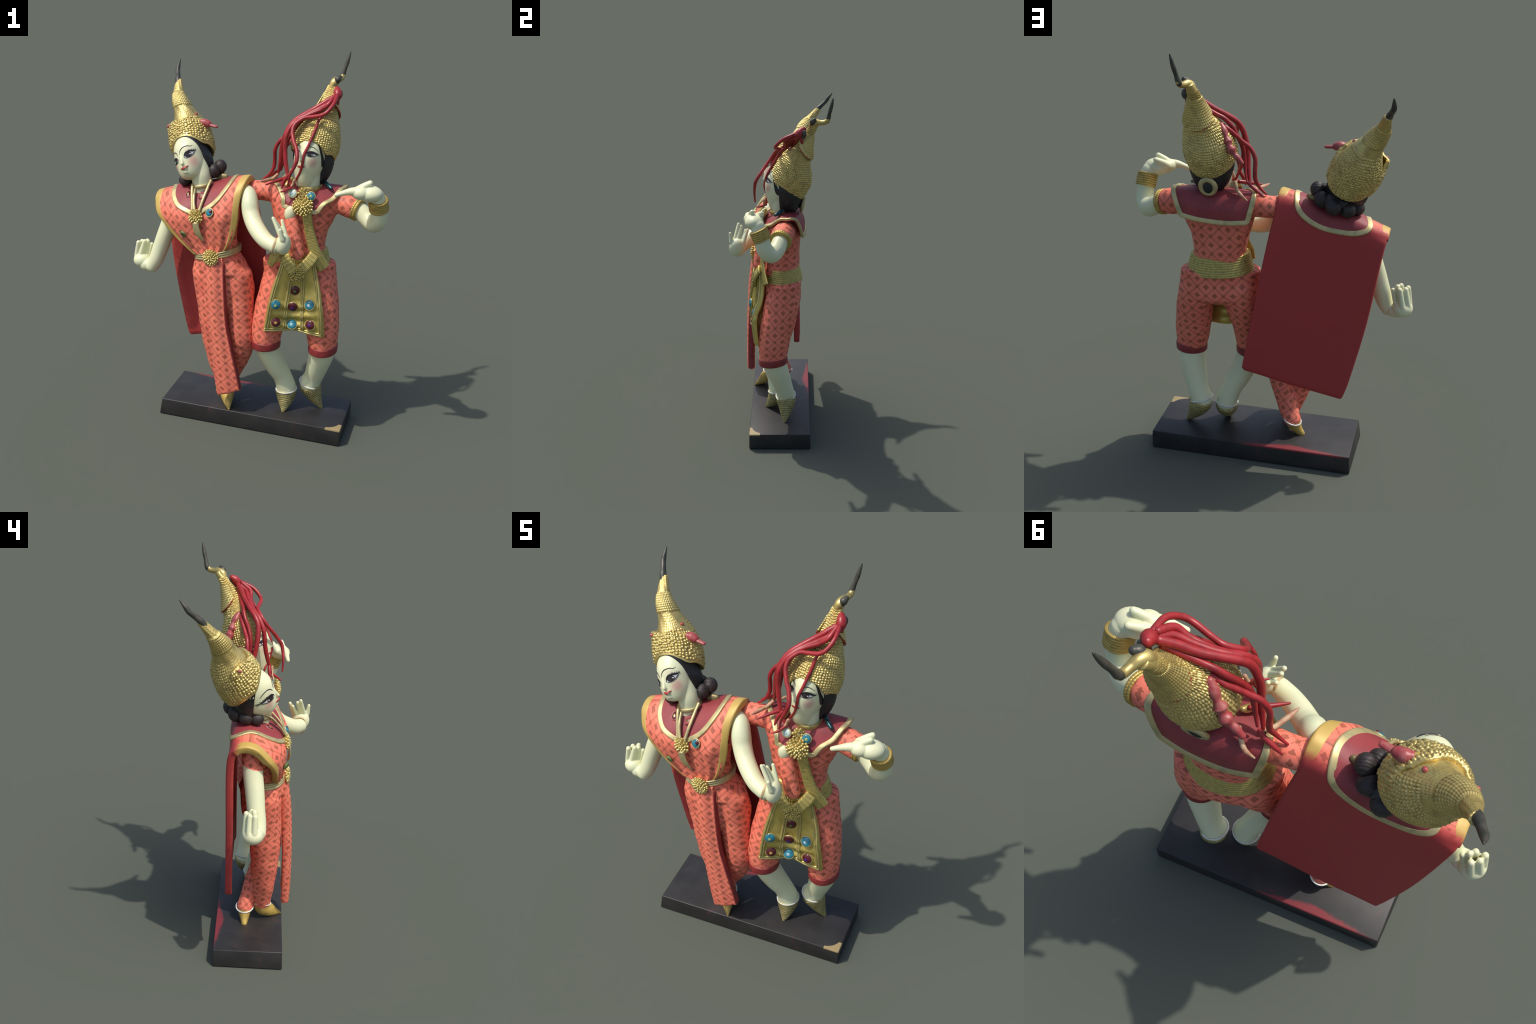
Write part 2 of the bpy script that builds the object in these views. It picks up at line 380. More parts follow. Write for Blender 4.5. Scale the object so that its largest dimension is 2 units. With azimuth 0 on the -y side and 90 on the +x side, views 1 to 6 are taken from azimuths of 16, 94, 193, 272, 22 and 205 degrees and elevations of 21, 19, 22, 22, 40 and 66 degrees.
# ================================================================== WOMAN
# --- head and neck: one skin, split at the throat
rW = [(-.150, -.010, .025, .055, .0), (-.140, -.010, .050, .074, -.03), (-.115, -.010, .066, .089, -.05), (-.085, -.009, .078, .098, -.07), (-.045, -.008, .085, .104, -.09), (0, -.006, .089, .105, -.10), (.04, -.006, .084, .091, -.10), (.08, -.006, .070, .068, -.095), (.11, -.008, .05, .05, -.07), (.124, -.01, .018, .015, -.03)]
nose = [tuple(FW.w(r, f, u)) + (q,) for r, f, u, q in ((-.018, .096, -.030, .007), (-.018, .101, -.06, .008), (-.0165, .105, -.084, .0085))]
neck = [(-.300, -.045, 1.27, .052), (-.298, -.045, 1.31, .050), (-.303, -.043, 1.345, .052), (-.314, -.034, 1.375, .054), (-.332, -.022, 1.41, .057), (-.352, -.010, 1.45, .058)]
chinb = tuple(FW.w(-.013, .078, -.122)); 
me = fused([head_loft(FW, rW), tube(nose, 14, 12), tube(neck, 26, 32), ellipsoid(chinb, (.017, .013, .012)), ellipsoid(FW.w(-.012, .0965, -.107), (.016, .005, .006), (FW.R, FW.F, FW.U))], .0035, 4)
FACE_W = face_mat('woman_face_paint', FW, [((.038, .08, -.078), .042, .75, BLUSH), ((-.075, .07, -.085), .04, .75, BLUSH), ((.02, .1, -.018), .03, .25, (.65, .42, .40)), ((-.06, .095, -.03), .03, .25, (.65, .42, .40))])
hd = split(me, [('head', FACE_W), ('neck', M['skin'])], woman, lambda c: 0 if (c - FW.O) @ FW.U > -.150 + .25 * max(0, -((c - FW.O) @ FW.F)) else 1)
bw = BVHTree.FromPolygons([v.co for v in me.vertices], [tuple(p.vertices) for p in me.polygons])

def eye(fr, bvh, parent, ci, co, h, flipn, prefix=''):
    """almond eye from inner corner ci to outer corner co, half height h"""
    ci = np.array(ci); co = np.array(co); d = co - ci; L = np.linalg.norm(d); d /= L; n = np.array([-d[1], d[0]]) * flipn
    P = lambda a, b: tuple(ci + d * a * L + n * b * h)
    shape_decal('eye', fr, bvh, [P(0, -.25), P(.12, .45), P(.35, .95), (P(.62, .95)), P(.85, .5), P(1, .05), P(.8, -.45), P(.5, -.85), P(.2, -.8)], M['eyewhite'], parent, .0010)
    shape_decal('iris', fr, bvh, [P(.42 + .29 * math.cos(a), .08 + .95 * math.sin(a)) for a in np.linspace(0, 2 * math.pi, 10, endpoint=False)], M['iris'], parent, .0018)
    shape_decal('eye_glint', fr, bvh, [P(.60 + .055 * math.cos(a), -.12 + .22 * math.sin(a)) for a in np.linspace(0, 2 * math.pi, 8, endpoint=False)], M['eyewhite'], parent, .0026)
    ribbon_decal('eyelid_line', fr, bvh, [P(-.02, -.2) + (.0008,), P(.12, .55) + (.0022,), P(.36, 1.05) + (.0036,), P(.64, 1.02) + (.0042,), P(.9, .55) + (.0036,), P(1.14, .28) + (.0006,)], M['ink'], parent, 30, .0024)
    ribbon_decal('eyelid_line', fr, bvh, [P(.05, -.6) + (.0004,), P(.25, -.9) + (.0009,), P(.55, -.92) + (.0009,), P(.85, -.45) + (.0008,), P(1.0, .05) + (.0006,)], M['ink'], parent, 24, .0020)
    for k in range(5):
        a = .62 + k * .11; b = 1.05 - k * .17
        ribbon_decal('eyelash', fr, bvh, [P(a, b) + (.0009,), P(a + .05, b + .22) + (.0007,), P(a + .12, b + .48) + (.0003,)], M['ink'], parent, 8, .002)
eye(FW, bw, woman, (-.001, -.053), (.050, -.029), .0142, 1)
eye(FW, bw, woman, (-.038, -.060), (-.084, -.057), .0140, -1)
ribbon_decal('eyebrow', FW, bw, [(-.024, -.034, .0004), (-.019, -.018, .0016), (-.003, -.003, .0020), (.020, .003, .0018), (.036, .000, .0013), (.045, .005, .0003)], M['ink'], woman, 30)
ribbon_decal('eyebrow', FW, bw, [(-.036, -.038, .0004), (-.043, -.022, .0016), (-.058, -.011, .0020), (-.074, -.014, .0016), (-.084, -.024, .0004)], M['ink'], woman, 30)
shape_decal('lips', FW, bw, [(-.036, -.105), (-.024, -.1015), (-.014, -.1025), (-.004, -.0985), (.011, -.096), (.002, -.105), (-.012, -.1115), (-.026, -.111)], M['lip'], woman, .0022)

# --- hair cap cut by the hairline, with a ring of buns
def hair_cap(name, fr, rings, plane, mat, parent, grow=.006, disp=.0016):
    g = head_loft(fr, rings, 60, 110, grow)
    P = np.array(g.v); d = P - fr.O; th = np.arctan2(d @ fr.R, d @ fr.F); u = d @ fr.U
    P += unit_rows(P - fr.O) * (disp * np.sin(th * 46 + 5 * np.sin(u * 40)) * np.sin(u * 160 + 3 * th))[:, None]
    me = bpy.data.meshes.new(name); me.from_pydata([tuple(p) for p in P], [], g.f); bm = bmesh.new(); bm.from_mesh(me)
    for co, no in plane:
        r = bmesh.ops.bisect_plane(bm, geom=bm.verts[:] + bm.edges[:] + bm.faces[:], plane_co=Vector(co), plane_no=Vector(no), clear_outer=True)
        e = [x for x in r['geom_cut'] if isinstance(x, bmesh.types.BMEdge)]
        bmesh.ops.holes_fill(bm, edges=e)
    bmesh.ops.recalc_face_normals(bm, faces=bm.faces); bm.to_mesh(me); bm.free()
    ob = bpy.data.objects.new(name, me); COLL.objects.link(ob); return finish(ob, mat, parent)
def unit_rows(a): return a / (np.linalg.norm(a, axis=1)[:, None] + 1e-9)
pn = unit(FW.F - .55 * FW.U - .16 * FW.R)
rHW = [(-.140, -.005, .055, .02, -.080), (-.115, -.004, .080, .05, -.095), (-.085, -.003, .090, .07, -.103), (-.05, -.003, .093, .09, -.106), (-.02, -.004, .089, .10, -.102), (.02, -.004, .086, .10, -.098), (.05, -.004, .082, .09, -.095), (.09, -.006, .07, .06, -.08), (.11, -.006, .03, .03, -.05)]
hair_cap('hair', FW, rHW, [(FW.w(0, .000, -.082), pn)], M['hair'], woman, .004)
for c, r in (((-.245, -.016, 1.374), (.031, .034, .037)), ((-.222, .018, 1.392), (.033, .034, .036)), ((-.250, .055, 1.358), (.037, .036, .037)), ((-.309, .088, 1.338), (.038, .036, .038)), ((-.369, .060, 1.322), (.036, .036, .036)), ((-.405, .010, 1.318), (.032, .034, .033)), ((-.395, -.036, 1.312), (.032, .035, .030))):
    g = ellipsoid(c, r, None, 64, 32); P = np.array(g.v); d = P - np.array(c); out = unit(np.array(c) - np.array((-.32, .0, 1.36)))
    side = np.cross(out, (0, 0, 1)); P += unit_rows(d) * (.0009 * np.sin((d @ unit(side)) * 700 + 30 * (d @ np.array((0, 0, 1.)))))[:, None]; g.v = [tuple(p) for p in P]
    make('hair_bun', g, M['brownhair'], woman)
make('hair_bun_core', ellipsoid((-.312, .035, 1.352), (.075, .066, .040)), M['brownhair'], woman)
make('hair_pin', tube([(-.222, -.0, 1.336, .016, .012), (-.197, -.002, 1.343, .021, .015), (-.178, -.004, 1.349, .014, .010)], 14, 20), gold_mat('old_gold_pin', (.30, .25, .10), (.16, .10, .07), .4, .5), woman)

# --- crown
def table(u, T):
    T = np.array(T); q = cr(T, 240); return np.array([np.interp(u, q[:, 0], q[:, k]) for k in range(1, T.shape[1])])
def crown(name, fr, rings, rim, top, mat, parent, nu=420, nv=300, beadfn=None):
    """rings: (u, r centre, f centre, rx, rf); rim(theta)->u at the lower edge; theta=0 in front, + towards +x"""
    th = np.linspace(-math.pi, math.pi, nu, endpoint=False); v = np.linspace(0, 1, nv)
    TH, VV = np.meshgrid(th, v); U0 = rim(TH); UU = U0 + (top - U0) * VV
    c_r, c_f, rx, rf = table(UU, rings)
    k = 1 + (beadfn(TH, UU, rx) / rx if beadfn else 0)
    lip = np.clip(VV / .012, 0, 1) ** .5; k = k * (0.965 + .035 * lip)
    P = fr.w(c_r + rx * k * np.sin(TH), c_f + rf * k * np.cos(TH), UU)
    g = Geo(); g.grid(P, True)
    a = len(g.v); g.v.append(tuple(P[-1].mean(0)))
    for j in range(nu): g.f.append(((nv - 1) * nu + j, (nv - 1) * nu + (j + 1) % nu, a))
    # inner lip so the rim has thickness
    Q = np.array([P[0], fr.w(c_r[0] + (rx[0] - .012) * np.sin(th), c_f[0] + (rf[0] - .012) * np.cos(th), UU[0] + .004), fr.w(c_r[0] + (rx[0] - .02) * np.sin(th), c_f[0] + (rf[0] - .02) * np.cos(th), UU[0] + .03)]); g.grid(Q, True, flip=True)
    return make(name, g, mat, parent)
CW = [(-.06, .002, -.020, .090, .095), (-.02, .002, -.026, .098, .107), (.02, -.002, -.028, .106, .111), (.07, -.006, -.029, .109, .108), (.12, -.008, -.031, .102, .099), (.16, -.009, -.033, .085, .086), (.20, -.011, -.029, .066, .067), (.25, -.021, -.022, .049, .051), (.29, -.029, -.018, .041, .041), (.33, -.036, -.023, .031, .030), (.38, -.034, -.036, .0225, .0215), (.415, -.032, -.046, .0165, .0165)]
def rimW(t):
    a = np.abs(t) / math.pi   # 0 front .. 1 back
    k = cr([(0, .068), (.1, .062), (.2, .042), (.30, .020), (.42, .014), (.55, -.004), (.7, -.026), (.85, -.031), (1, -.030)], 200); return np.interp(a, k[:, 0], k[:, 1])
def beadW(t, u, rx):
    rows = u / .0115; n = 54 * np.ones_like(u)
    h = beads(t / (2 * math.pi) * 54, rows + .25 * np.sin(t * 5), .34, 1.) * .0050
    cone = np.clip((u - .205) / .004, 0, 1) * np.clip((.252 - u) / .004, 0, 1); spire = np.clip((u - .335) / .006, 0, 1)
    front = np.clip((1.75 - np.abs(t)) / .2, 0, 1) * np.clip((u - .125) / .01, 0, 1) * np.clip((.252 - u) / .004, 0, 1)
    sm = np.maximum(np.maximum(cone, spire), front)
    h2 = beads(t / (2 * math.pi) * 30, u / .0105) * .0040; inband = (u > .252) & (u < .338)
    h = np.where(inband, h2, h)
    step = .001 * np.clip((u - .252) / .002, 0, 1) * np.clip((.338 - u) / .002, 0, 1)
    return h * (1 - sm * .85) + step + .0012 * np.sin(t * 9 + u * 60) * sm * .5
crown('crown', FW, CW, rimW, .415, M['gold'], woman, beadfn=beadW)
# beaded tiara cup in front of the cone
def tiara(fr, parent):
    nu, nv = 420, 130; th = np.linspace(-2.05, 2.05, nu); v = np.linspace(0, 1, nv); TH, VV = np.meshgrid(th, v)
    lo = rimW(TH) - .004; a = np.abs(TH)
    hi = .166 - .008 * np.cos(a * 4.2) + .012 * np.exp(-((TH + 1.28) / .22) ** 2) + .004 * np.exp(-(TH / .35) ** 2) - .06 * np.clip((a - 1.35) / .7, 0, 1)
    U = lo + (hi - lo) * VV
    c_r, c_f, rx, rf = table(U, CW); wb = np.clip((2.05 - a) / .5, 0, 1); cup = .004 + .006 * wb * np.clip((U - .09) / .06, 0, 1)
    spike = .018 * np.exp(-((TH + 1.28) / .2) ** 2) * np.clip((U - .12) / .05, 0, 1); rx = rx + cup + spike; rf = rf + cup + spike
    n1 = beads(TH * 8.0, U / .0132, .55, 3.) * .0062
    edge = np.clip((VV - .0) / .05, 0, 1) * np.clip((1 - VV) / .03, 0, 1); plainband = np.clip((U - lo - .010) / .006, 0, 1)
    off = n1 * edge * plainband + .001
    end = np.clip((2.05 - a) / .12, 0, 1) ** .5; off = off - (1 - end) * .010
    Po = fr.w(c_r + (rx + off) * np.sin(TH), c_f + (rf + off) * np.cos(TH), U)
    Pi = fr.w(c_r + (rx - .011) * np.sin(TH), c_f + (rf - .011) * np.cos(TH), U)
    g = Geo(); g.grid(Po); g.grid(Pi, flip=True); n = nu * nv
    for j in range(nu - 1):
        g.f.append((j, j + 1, n + j + 1, n + j)); q = (nv - 1) * nu; g.f.append((q + j, n + q + j, n + q + j + 1, q + j + 1))
    for i in range(nv - 1):
        g.f.append((i * nu, n + i * nu, n + (i + 1) * nu, (i + 1) * nu)); q = nu - 1; g.f.append((i * nu + q, (i + 1) * nu + q, n + (i + 1) * nu + q, n + i * nu + q))
    return make('tiara', g, M['gold'], parent)
tiara(FW, woman)
make('crown_spike', tube([(-.533, .192, 1.765, .0150), (-.541, .211, 1.787, .0155), (-.551, .234, 1.807, .0125), (-.562, .259, 1.829, .0120), (-.564, .275, 1.850, .0095), (-.564, .297, 1.877, .0035)], 40, 20), M['dark'], woman)
for p, r in (((-.523, .040, 1.568), .0090), ((-.384, .079, 1.640), .0085), ((-.425, .10, 1.655), .006)):
    make('crown_stone', ellipsoid(p, (r, r, r * .9)), M['rose'], woman)
# flower pinned to the crown
fl = np.array([(-.372, .035, 1.617), (-.345, .042, 1.610)])
make('flower_stem', tube([(-.395, .018, 1.612, .008), (-.372, .034, 1.618, .011), (-.345, .043, 1.610, .012)], 14, 16), M['yellow'], woman)
make('flower_bud', tube([(-.338, .045, 1.607, .017), (-.322, .048, 1.605, .022), (-.303, .046, 1.602, .018)], 14, 22), M['rose'], woman)
make('flower_petal', tube([(-.305, .046, 1.600, .009, .012), (-.280, .041, 1.597, .008, .012), (-.255, .037, 1.594, .007, .010)], 14, 16), M['rose'], woman)

# --- draped top: one sheet from the cape hem at the back, over the shoulders, to the waist in front
NET = np.array([
    [(-.392, .093, .380), (-.310, .094, .394), (-.228, .098, .410), (-.146, .1, .425), (-.064, .1, .441), (.018, .1, .458), (.100, .102, .474)],
    [(-.476, .090, .760), (-.390, .091, .762), (-.303, .092, .765), (-.216, .094, .768), (-.128, .096, .770), (-.040, .099, .770), (.050, .103, .770)],
    [(-.530, .090, 1.120), (-.452, .084, 1.115), (-.370, .086, 1.11), (-.285, .087, 1.11), (-.195, .087, 1.11), (-.100, .088, 1.11), (-.012, .096, 1.115)],
    [(-.549, .062, 1.208), (-.472, .070, 1.226), (-.390, .074, 1.240), (-.300, .076, 1.256), (-.215, .076, 1.272), (-.130, .074, 1.296), (-.050, .072, 1.310)],
    [(-.550, .008, 1.232), (-.470, .020, 1.258), (-.388, .028, 1.284), (-.300, .030, 1.302), (-.215, .030, 1.322), (-.130, .026, 1.350), (-.055, .016, 1.368)],
    [(-.548, -.045, 1.220), (-.468, -.044, 1.252), (-.385, -.045, 1.276), (-.300, -.052, 1.290), (-.215, -.051, 1.316), (-.135, -.046, 1.348), (-.060, -.046, 1.366)],
    [(-.541, -.076, 1.190), (-.468, -.110, 1.201), (-.385, -.138, 1.210), (-.295, -.138, 1.226), (-.215, -.137, 1.250), (-.138, -.130, 1.285), (-.068, -.106, 1.312)],
    [(-.514, -.114, 1.136), (-.442, -.150, 1.142), (-.360, -.178, 1.155), (-.285, -.168, 1.162), (-.205, -.177, 1.175), (-.135, -.182, 1.192), (-.070, -.140, 1.232)],
    [(-.450, -.138, 1.078), (-.392, -.164, 1.078), (-.328, -.180, 1.085), (-.260, -.170, 1.088), (-.195, -.178, 1.100), (-.135, -.182, 1.116), (-.072, -.152, 1.146)],
    [(-.376, -.146, 1.016), (-.327, -.160, 1.010), (-.275, -.170, 1.009), (-.225, -.172, 1.015), (-.178, -.175, 1.025), (-.134, -.174, 1.038), (-.090, -.160, 1.058)],
    [(-.288, -.148, .950), (-.260, -.158, .955), (-.235, -.171, .960), (-.205, -.177, .966), (-.178, -.175, .972), (-.152, -.168, .980), (-.124, -.158, .994)]])
def net_surface(net, nt, ns):
    rows = np.array([cr(r, ns) for r in net]); return np.array([cr(rows[:, j], nt) for j in range(ns)]).transpose(1, 0, 2)
def normals(P):
    du = np.gradient(P, axis=1); dv = np.gradient(P, axis=0); n = np.cross(du, dv); return n / (np.linalg.norm(n, axis=2)[..., None] + 1e-12)
def slab(P, N, thick, round_n=5):
    """solid sheet: outer P, inner P - N*thick, rounded rim"""
    nt, ns = P.shape[:2]; tk = np.broadcast_to(np.asarray(thick, float), (nt, ns)); I = P - N * tk[..., None]; g = Geo(); g.grid(P); g.grid(I, flip=True); n = nt * ns
    rim = [(i, 0) for i in range(nt)] + [(nt - 1, j) for j in range(1, ns)] + [(i, ns - 1) for i in range(nt - 2, -1, -1)] + [(0, j) for j in range(ns - 2, 0, -1)]
    C = P.mean((0, 1)); o = len(g.v); L = len(rim)
    for k in range(1, round_n):
        a = k / round_n * math.pi
        for (i, j) in rim:
            out = np.zeros(3)
            if j == 0: out += P[i, 0] - P[i, 1]
            if j == ns - 1: out += P[i, -1] - P[i, -2]
            if i == 0: out += P[0, j] - P[1, j]
            if i == nt - 1: out += P[-1, j] - P[-2, j]
            out = unit(out); h_ = tk[i, j]; mid = P[i, j] - N[i, j] * h_ / 2
            g.v.append(tuple(mid + N[i, j] * h_ / 2 * math.cos(a) + out * h_ * .18 * math.sin(a)))
    def idx(k, q):
        i, j = rim[q % L]
        if k == 0: return i * ns + j
        if k == round_n: return n + i * ns + j
        return o + (k - 1) * L + q % L
    for k in range(round_n):
        for q in range(L): g.f.append((idx(k, q), idx(k + 1, q), idx(k + 1, q + 1), idx(k, q + 1)))
    return g
PT = net_surface(NET, 170, 110); NTW = normals(PT)
if NTW[20, 50, 1] < 0: NTW = -NTW
# soft puckers radiating from the waist on the front
tt, sg = np.meshgrid(np.linspace(0, 1, 170), np.linspace(0, 1, 110), indexing='ij')
fold = np.exp(-((tt - .93) / .13) ** 2) * np.sin(sg * 38 + 3 * tt) * .0045 * np.clip((tt - .55) / .1, 0, 1)
PT = PT + NTW * fold[..., None]
ca_ = np.minimum(sg, 1 - sg); PT[..., 2] += .010 * np.clip(1 - ca_ / .03, 0, 1) ** 2 * np.clip(1 - tt / .02, 0, 1)
thk = .034 - .009 * np.clip((np.minimum(sg, 1 - sg) - .03) / .08, 0, 1) * np.clip((.38 - tt) / .05, 0, 1); thk = np.where(tt < .03, np.minimum(thk, .036), thk)
top = make('draped_top', slab(PT, NTW, thk), FAB_FT, woman)
gout = Geo().grid(PT); btop = BVHTree.FromPolygons([Vector(v) for v in gout.v], gout.f)
def edge_band(j0, j1, t0, name, flip):
    e = PT[int(t0 * 169):, 0 if not flip else -1]; nn = NTW[int(t0 * 169):, 0 if not flip else -1]; inn = PT[int(t0 * 169):, 6 if not flip else -7] - e; k = len(e)
    side = np.array([unit(v) for v in inn]); w = np.interp(np.linspace(0, 1, k), [0, .06, .12, .3, .7, 1], [.012, .016, .019, .020, .019, .010])
    th = np.linspace(0, 2 * math.pi, 22, endpoint=False); rows = []
    cx = np.sign(np.cos(th)) * np.abs(np.cos(th)) ** .36; sx = np.sign(np.sin(th)) * np.abs(np.sin(th)) ** .36
    for i in range(k):
        c = e[i] - nn[i] * .018 + side[i] * (w[i] - .006); rows.append(c + np.outer(cx, side[i]) * (w[i] + .004) + np.outer(sx, nn[i]) * (.0172 + .0018 * min(1, i / (.15 * k))))
    t = NT('gold_border_fading_to_red'); q = t.ss(t.m('ADD', t.xyz()[1], t.m('MULTIPLY', t.m('SUBTRACT', t.noise(20), .5), .03)), .015, .062)
    return make(name, capped(np.array(rows)), t.done(t.mix(q, t.mix(t.noise(20), YELLOW, (.50, .34, .09)), RED), .5, 0.1), woman)
edge_band(0, 1, .29, 'gold_border', False); edge_band(0, 1, .29, 'gold_border', True)

# --- collar yoke with gold trim
TRIM = [(-.290, -.190, 1.190), (-.339, -.168, 1.192), (-.393, -.142, 1.204), (-.434, -.098, 1.237), (-.449, -.06, 1.262), (-.460, -.01, 1.278), (-.478, .05, 1.272), (-.464, .092, 1.248), (-.420, .108, 1.230), (-.368, .113, 1.226), (-.272, .112, 1.235), (-.199, .104, 1.266), (-.150, .078, 1.306), (-.130, .03, 1.345), (-.124, -.02, 1.358), (-.134, -.072, 1.326), (-.157, -.115, 1.276), (-.194, -.150, 1.238), (-.245, -.172, 1.205)]
def snap(p, lift=.0):
    h = btop.find_nearest(Vector(p)); n = np.array(h[1]); q = np.array(h[0]); d = np.array(p) - np.array((-.30, -.03, 1.2))
    if n @ d < 0: n = -n
    return q + n * lift, n
tr = cr(TRIM, 160, True); sp = [snap(p, .002) for p in tr]
pos = np.array([s[0] for s in sp]); nrm = np.array([s[1] for s in sp])
for _ in range(6):
    pos = (np.roll(pos, 1, 0) + pos * 2 + np.roll(pos, -1, 0)) / 4; nrm = (np.roll(nrm, 1, 0) + nrm * 2 + np.roll(nrm, -1, 0)) / 4
def flat_loop(name, pos, nrm, wid, th, mat, parent):
    T = np.roll(pos, -1, 0) - np.roll(pos, 1, 0); T = unit_rows(T); N = unit_rows(nrm - T * np.sum(nrm * T, 1)[:, None]); B = np.cross(T, N)
    a = np.linspace(0, 2 * math.pi, 18, endpoint=False); cx = np.sign(np.cos(a)) * np.abs(np.cos(a)) ** .55; sx = np.sign(np.sin(a)) * np.abs(np.sin(a)) ** .55
    P = pos[:, None] + cx[None, :, None] * B[:, None] * wid + (sx + .18 * np.cos(a * 3) * (np.sin(a) > 0))[None, :, None] * N[:, None] * th
    g = Geo(); g.grid(np.concatenate([P, P[:1]], 0), True); return make(name, g, mat, parent)
flat_loop('collar_trim', pos, nrm, .0125, .0055, M['trim'], woman)
cen = np.array((-.302, -.035, 1.305)); rows = []
for s in np.linspace(.12, 1, 26):
    r = []
    for p in pos:
        q = cen + (p - cen) * s; q[2] = q[2] + .02 * (1 - s); z, n = snap(q, .003); r.append(z)
    rows.append(r)
g = Geo(); g.grid(np.concatenate([np.array(rows), np.array(rows)[:, :1]], 1)); yk = make('collar_yoke', g, M['maroon'], woman)
sm = yk.modifiers.new('thick', 'SOLIDIFY'); sm.thickness = .004; sm.offset = 0

# --- medallions, jewels, cords
def medallion(name, c, n, R, parent, seed, mat, hub=True, rows=5, bead=.0068, dome=.3, spike=0.):
    n = unit(n); a = unit(np.cross(n, (0, 0, 1))); b = np.cross(n, a); g = Geo(); c = np.array(c, float); r_ = np.random.default_rng(seed)
    rr = np.linspace(0, 1, 10)[1:]; th = np.linspace(0, 2 * math.pi, 48, endpoint=False)
    P = [c + (np.outer(np.cos(th), a) + np.outer(np.sin(th), b)) * R * .96 * r + n * R * dome * math.sqrt(max(0, 1 - r * r * .98)) for r in rr[::-1]]
    P = [P[0] - n * R * .35] + P
    d = capped(np.array(P)); g.add(d.v, d.f)
    for k in range(rows):
        rad = R * (.17 + .80 * k / (rows - 1)) ; m = max(5, int(2 * math.pi * rad / (bead * 1.45)))
        for j in range(m):
            t = 2 * math.pi * (j + .5 * (k % 2)) / m + r_.uniform(-.08, .08); q = rad / R
            nn = unit(n + (a * math.cos(t) + b * math.sin(t)) * q * dome * 2.2)
            p = c + (a * math.cos(t) + b * math.sin(t)) * rad + n * R * dome * math.sqrt(max(.02, 1 - q * q)); s = bead * r_.uniform(.75, 1.1)
            e = ellipsoid(p + nn * s * .25, (s * .8, s * .8, s * (1.0 + spike)), (np.cross(nn, a), np.cross(nn, np.cross(nn, a)), nn), 10, 7); g.add(e.v, e.f)
    ob = make(name, g, mat, parent); ob['kind'] = 'stuff'
    if hub: make('medallion_stone', ellipsoid(c + n * R * (dome + .06), (.006, .005, .006)), M['iris'], parent)
    return ob
medallion('chest_medallion', (-.278, -.176, 1.166), (-.12, -.97, .2), .034, woman, 3, M['medal'], rows=4, bead=.0088, spike=.5)
medallion('belt_medallion', (-.188, -.186, .962), (-.1, -1, .1), .040, woman, 5, M['medal'], hub=False, rows=5, bead=.0082)
make('leaf_pendant', tube([(-.274, -.196, 1.138, .016, .006), (-.266, -.198, 1.105, .018, .006), (-.252, -.194, 1.075, .014, .006), (-.231, -.188, 1.050, .004, .003)], 24, 18, ref=(1, 0, .2)), M['trim'], woman)
for pts in ([(-.335, -.075, 1.312), (-.328, -.108, 1.296), (-.313, -.146, 1.25), (-.300, -.176, 1.203)], [(-.318, -.100, 1.288), (-.308, -.135, 1.262), (-.298, -.160, 1.23), (-.285, -.180, 1.200)], [(-.245, -.060, 1.335), (-.247, -.090, 1.312), (-.253, -.140, 1.262), (-.262, -.176, 1.205)]):
    q = [p + (.0075, .005) for p in pts]; make('necklace_cord', tube(q, 30, 14, ref=(1, .2, .2)), M['trim'], woman)
make('neck_ring', loop_tube([(-.298 + .0535 * math.cos(a), -.045 + .0535 * math.sin(a), 1.306 + .011 * math.cos(a) + .004 * math.sin(a)) for a in np.linspace(0, 2 * math.pi, 16, endpoint=False)], 80, .010, .005), M['trim'], woman)
def jewel(name, c, n, rx, ry, mat, core, parent, rim=None, tilt=0., corer=.45, hgt=.4, coff=(0, 0)):
    n = unit(n); a = unit(np.cross(n, (0, 0, 1))); b = np.cross(a, n); a, b = a * math.cos(tilt) + b * math.sin(tilt), b * math.cos(tilt) - a * math.sin(tilt); c = np.array(c, float); h = hgt * min(rx, ry)
    make(name, ellipsoid(c, (rx, ry, h), (a, b, n), 32, 16), mat, parent)
    if core is not None: make(name + '_core', ellipsoid(c + n * h * .45 + a * coff[0] * rx + b * coff[1] * ry, (rx * corer, ry * corer, h * .68), (a, b, n), 24, 12), core, parent)
    if rim is not None: make(name + '_rim', loop_tube([c - n * h * .1 + a * math.cos(t) * rx * 1.02 + b * math.sin(t) * ry * 1.02 for t in np.linspace(0, 2 * math.pi, 16, endpoint=False)], 64, .0035, .0035, 10, ref=n), rim, parent)
def on_front(bvh, x, z, lift=0.):
    h = bvh.ray_cast(Vector((x, -.6, z)), Vector((0, 1, 0))); return np.array(h[0]) - np.array((0, lift, 0)), -abs(1) * np.array(h[1]) if h[1][1] > 0 else np.array(h[1])
for nm, x, z, rx, ry, mt, core, rim, tl, co in (('oval_jewel', -.352, 1.257, .013, .022, M['wine'], M['gold'], M['rose'], -.4, (0, 0)), ('oval_jewel', -.270, 1.262, .012, .018, M['rose'], M['green'], M['wine'], .35, (.2, 0)), ('round_jewel', -.206, 1.200, .0185, .021, M['blue'], M['wine'], M['trim'], .2, (-.35, .35)), ('round_jewel', -.346, 1.066, .020, .018, M['green'], M['wine'], None, .2, (-.1, .3))):
    p, n = on_front(btop, x, z, .009); jewel(nm, p, n, rx, ry, mt, core, woman, rim, tl, .5, .45, co)

# --- bodice under the drape
bod = loft([(-.187, -.078, .94, .108, .090), (-.205, -.070, 1.00, .114, .090), (-.232, -.058, 1.08, .138, .092), (-.262, -.046, 1.16, .175, .090), (-.280, -.038, 1.22, .185, .066), (-.288, -.028, 1.25, .150, .04)], 40, 64)
make('bodice', bod, FAB_F, woman)
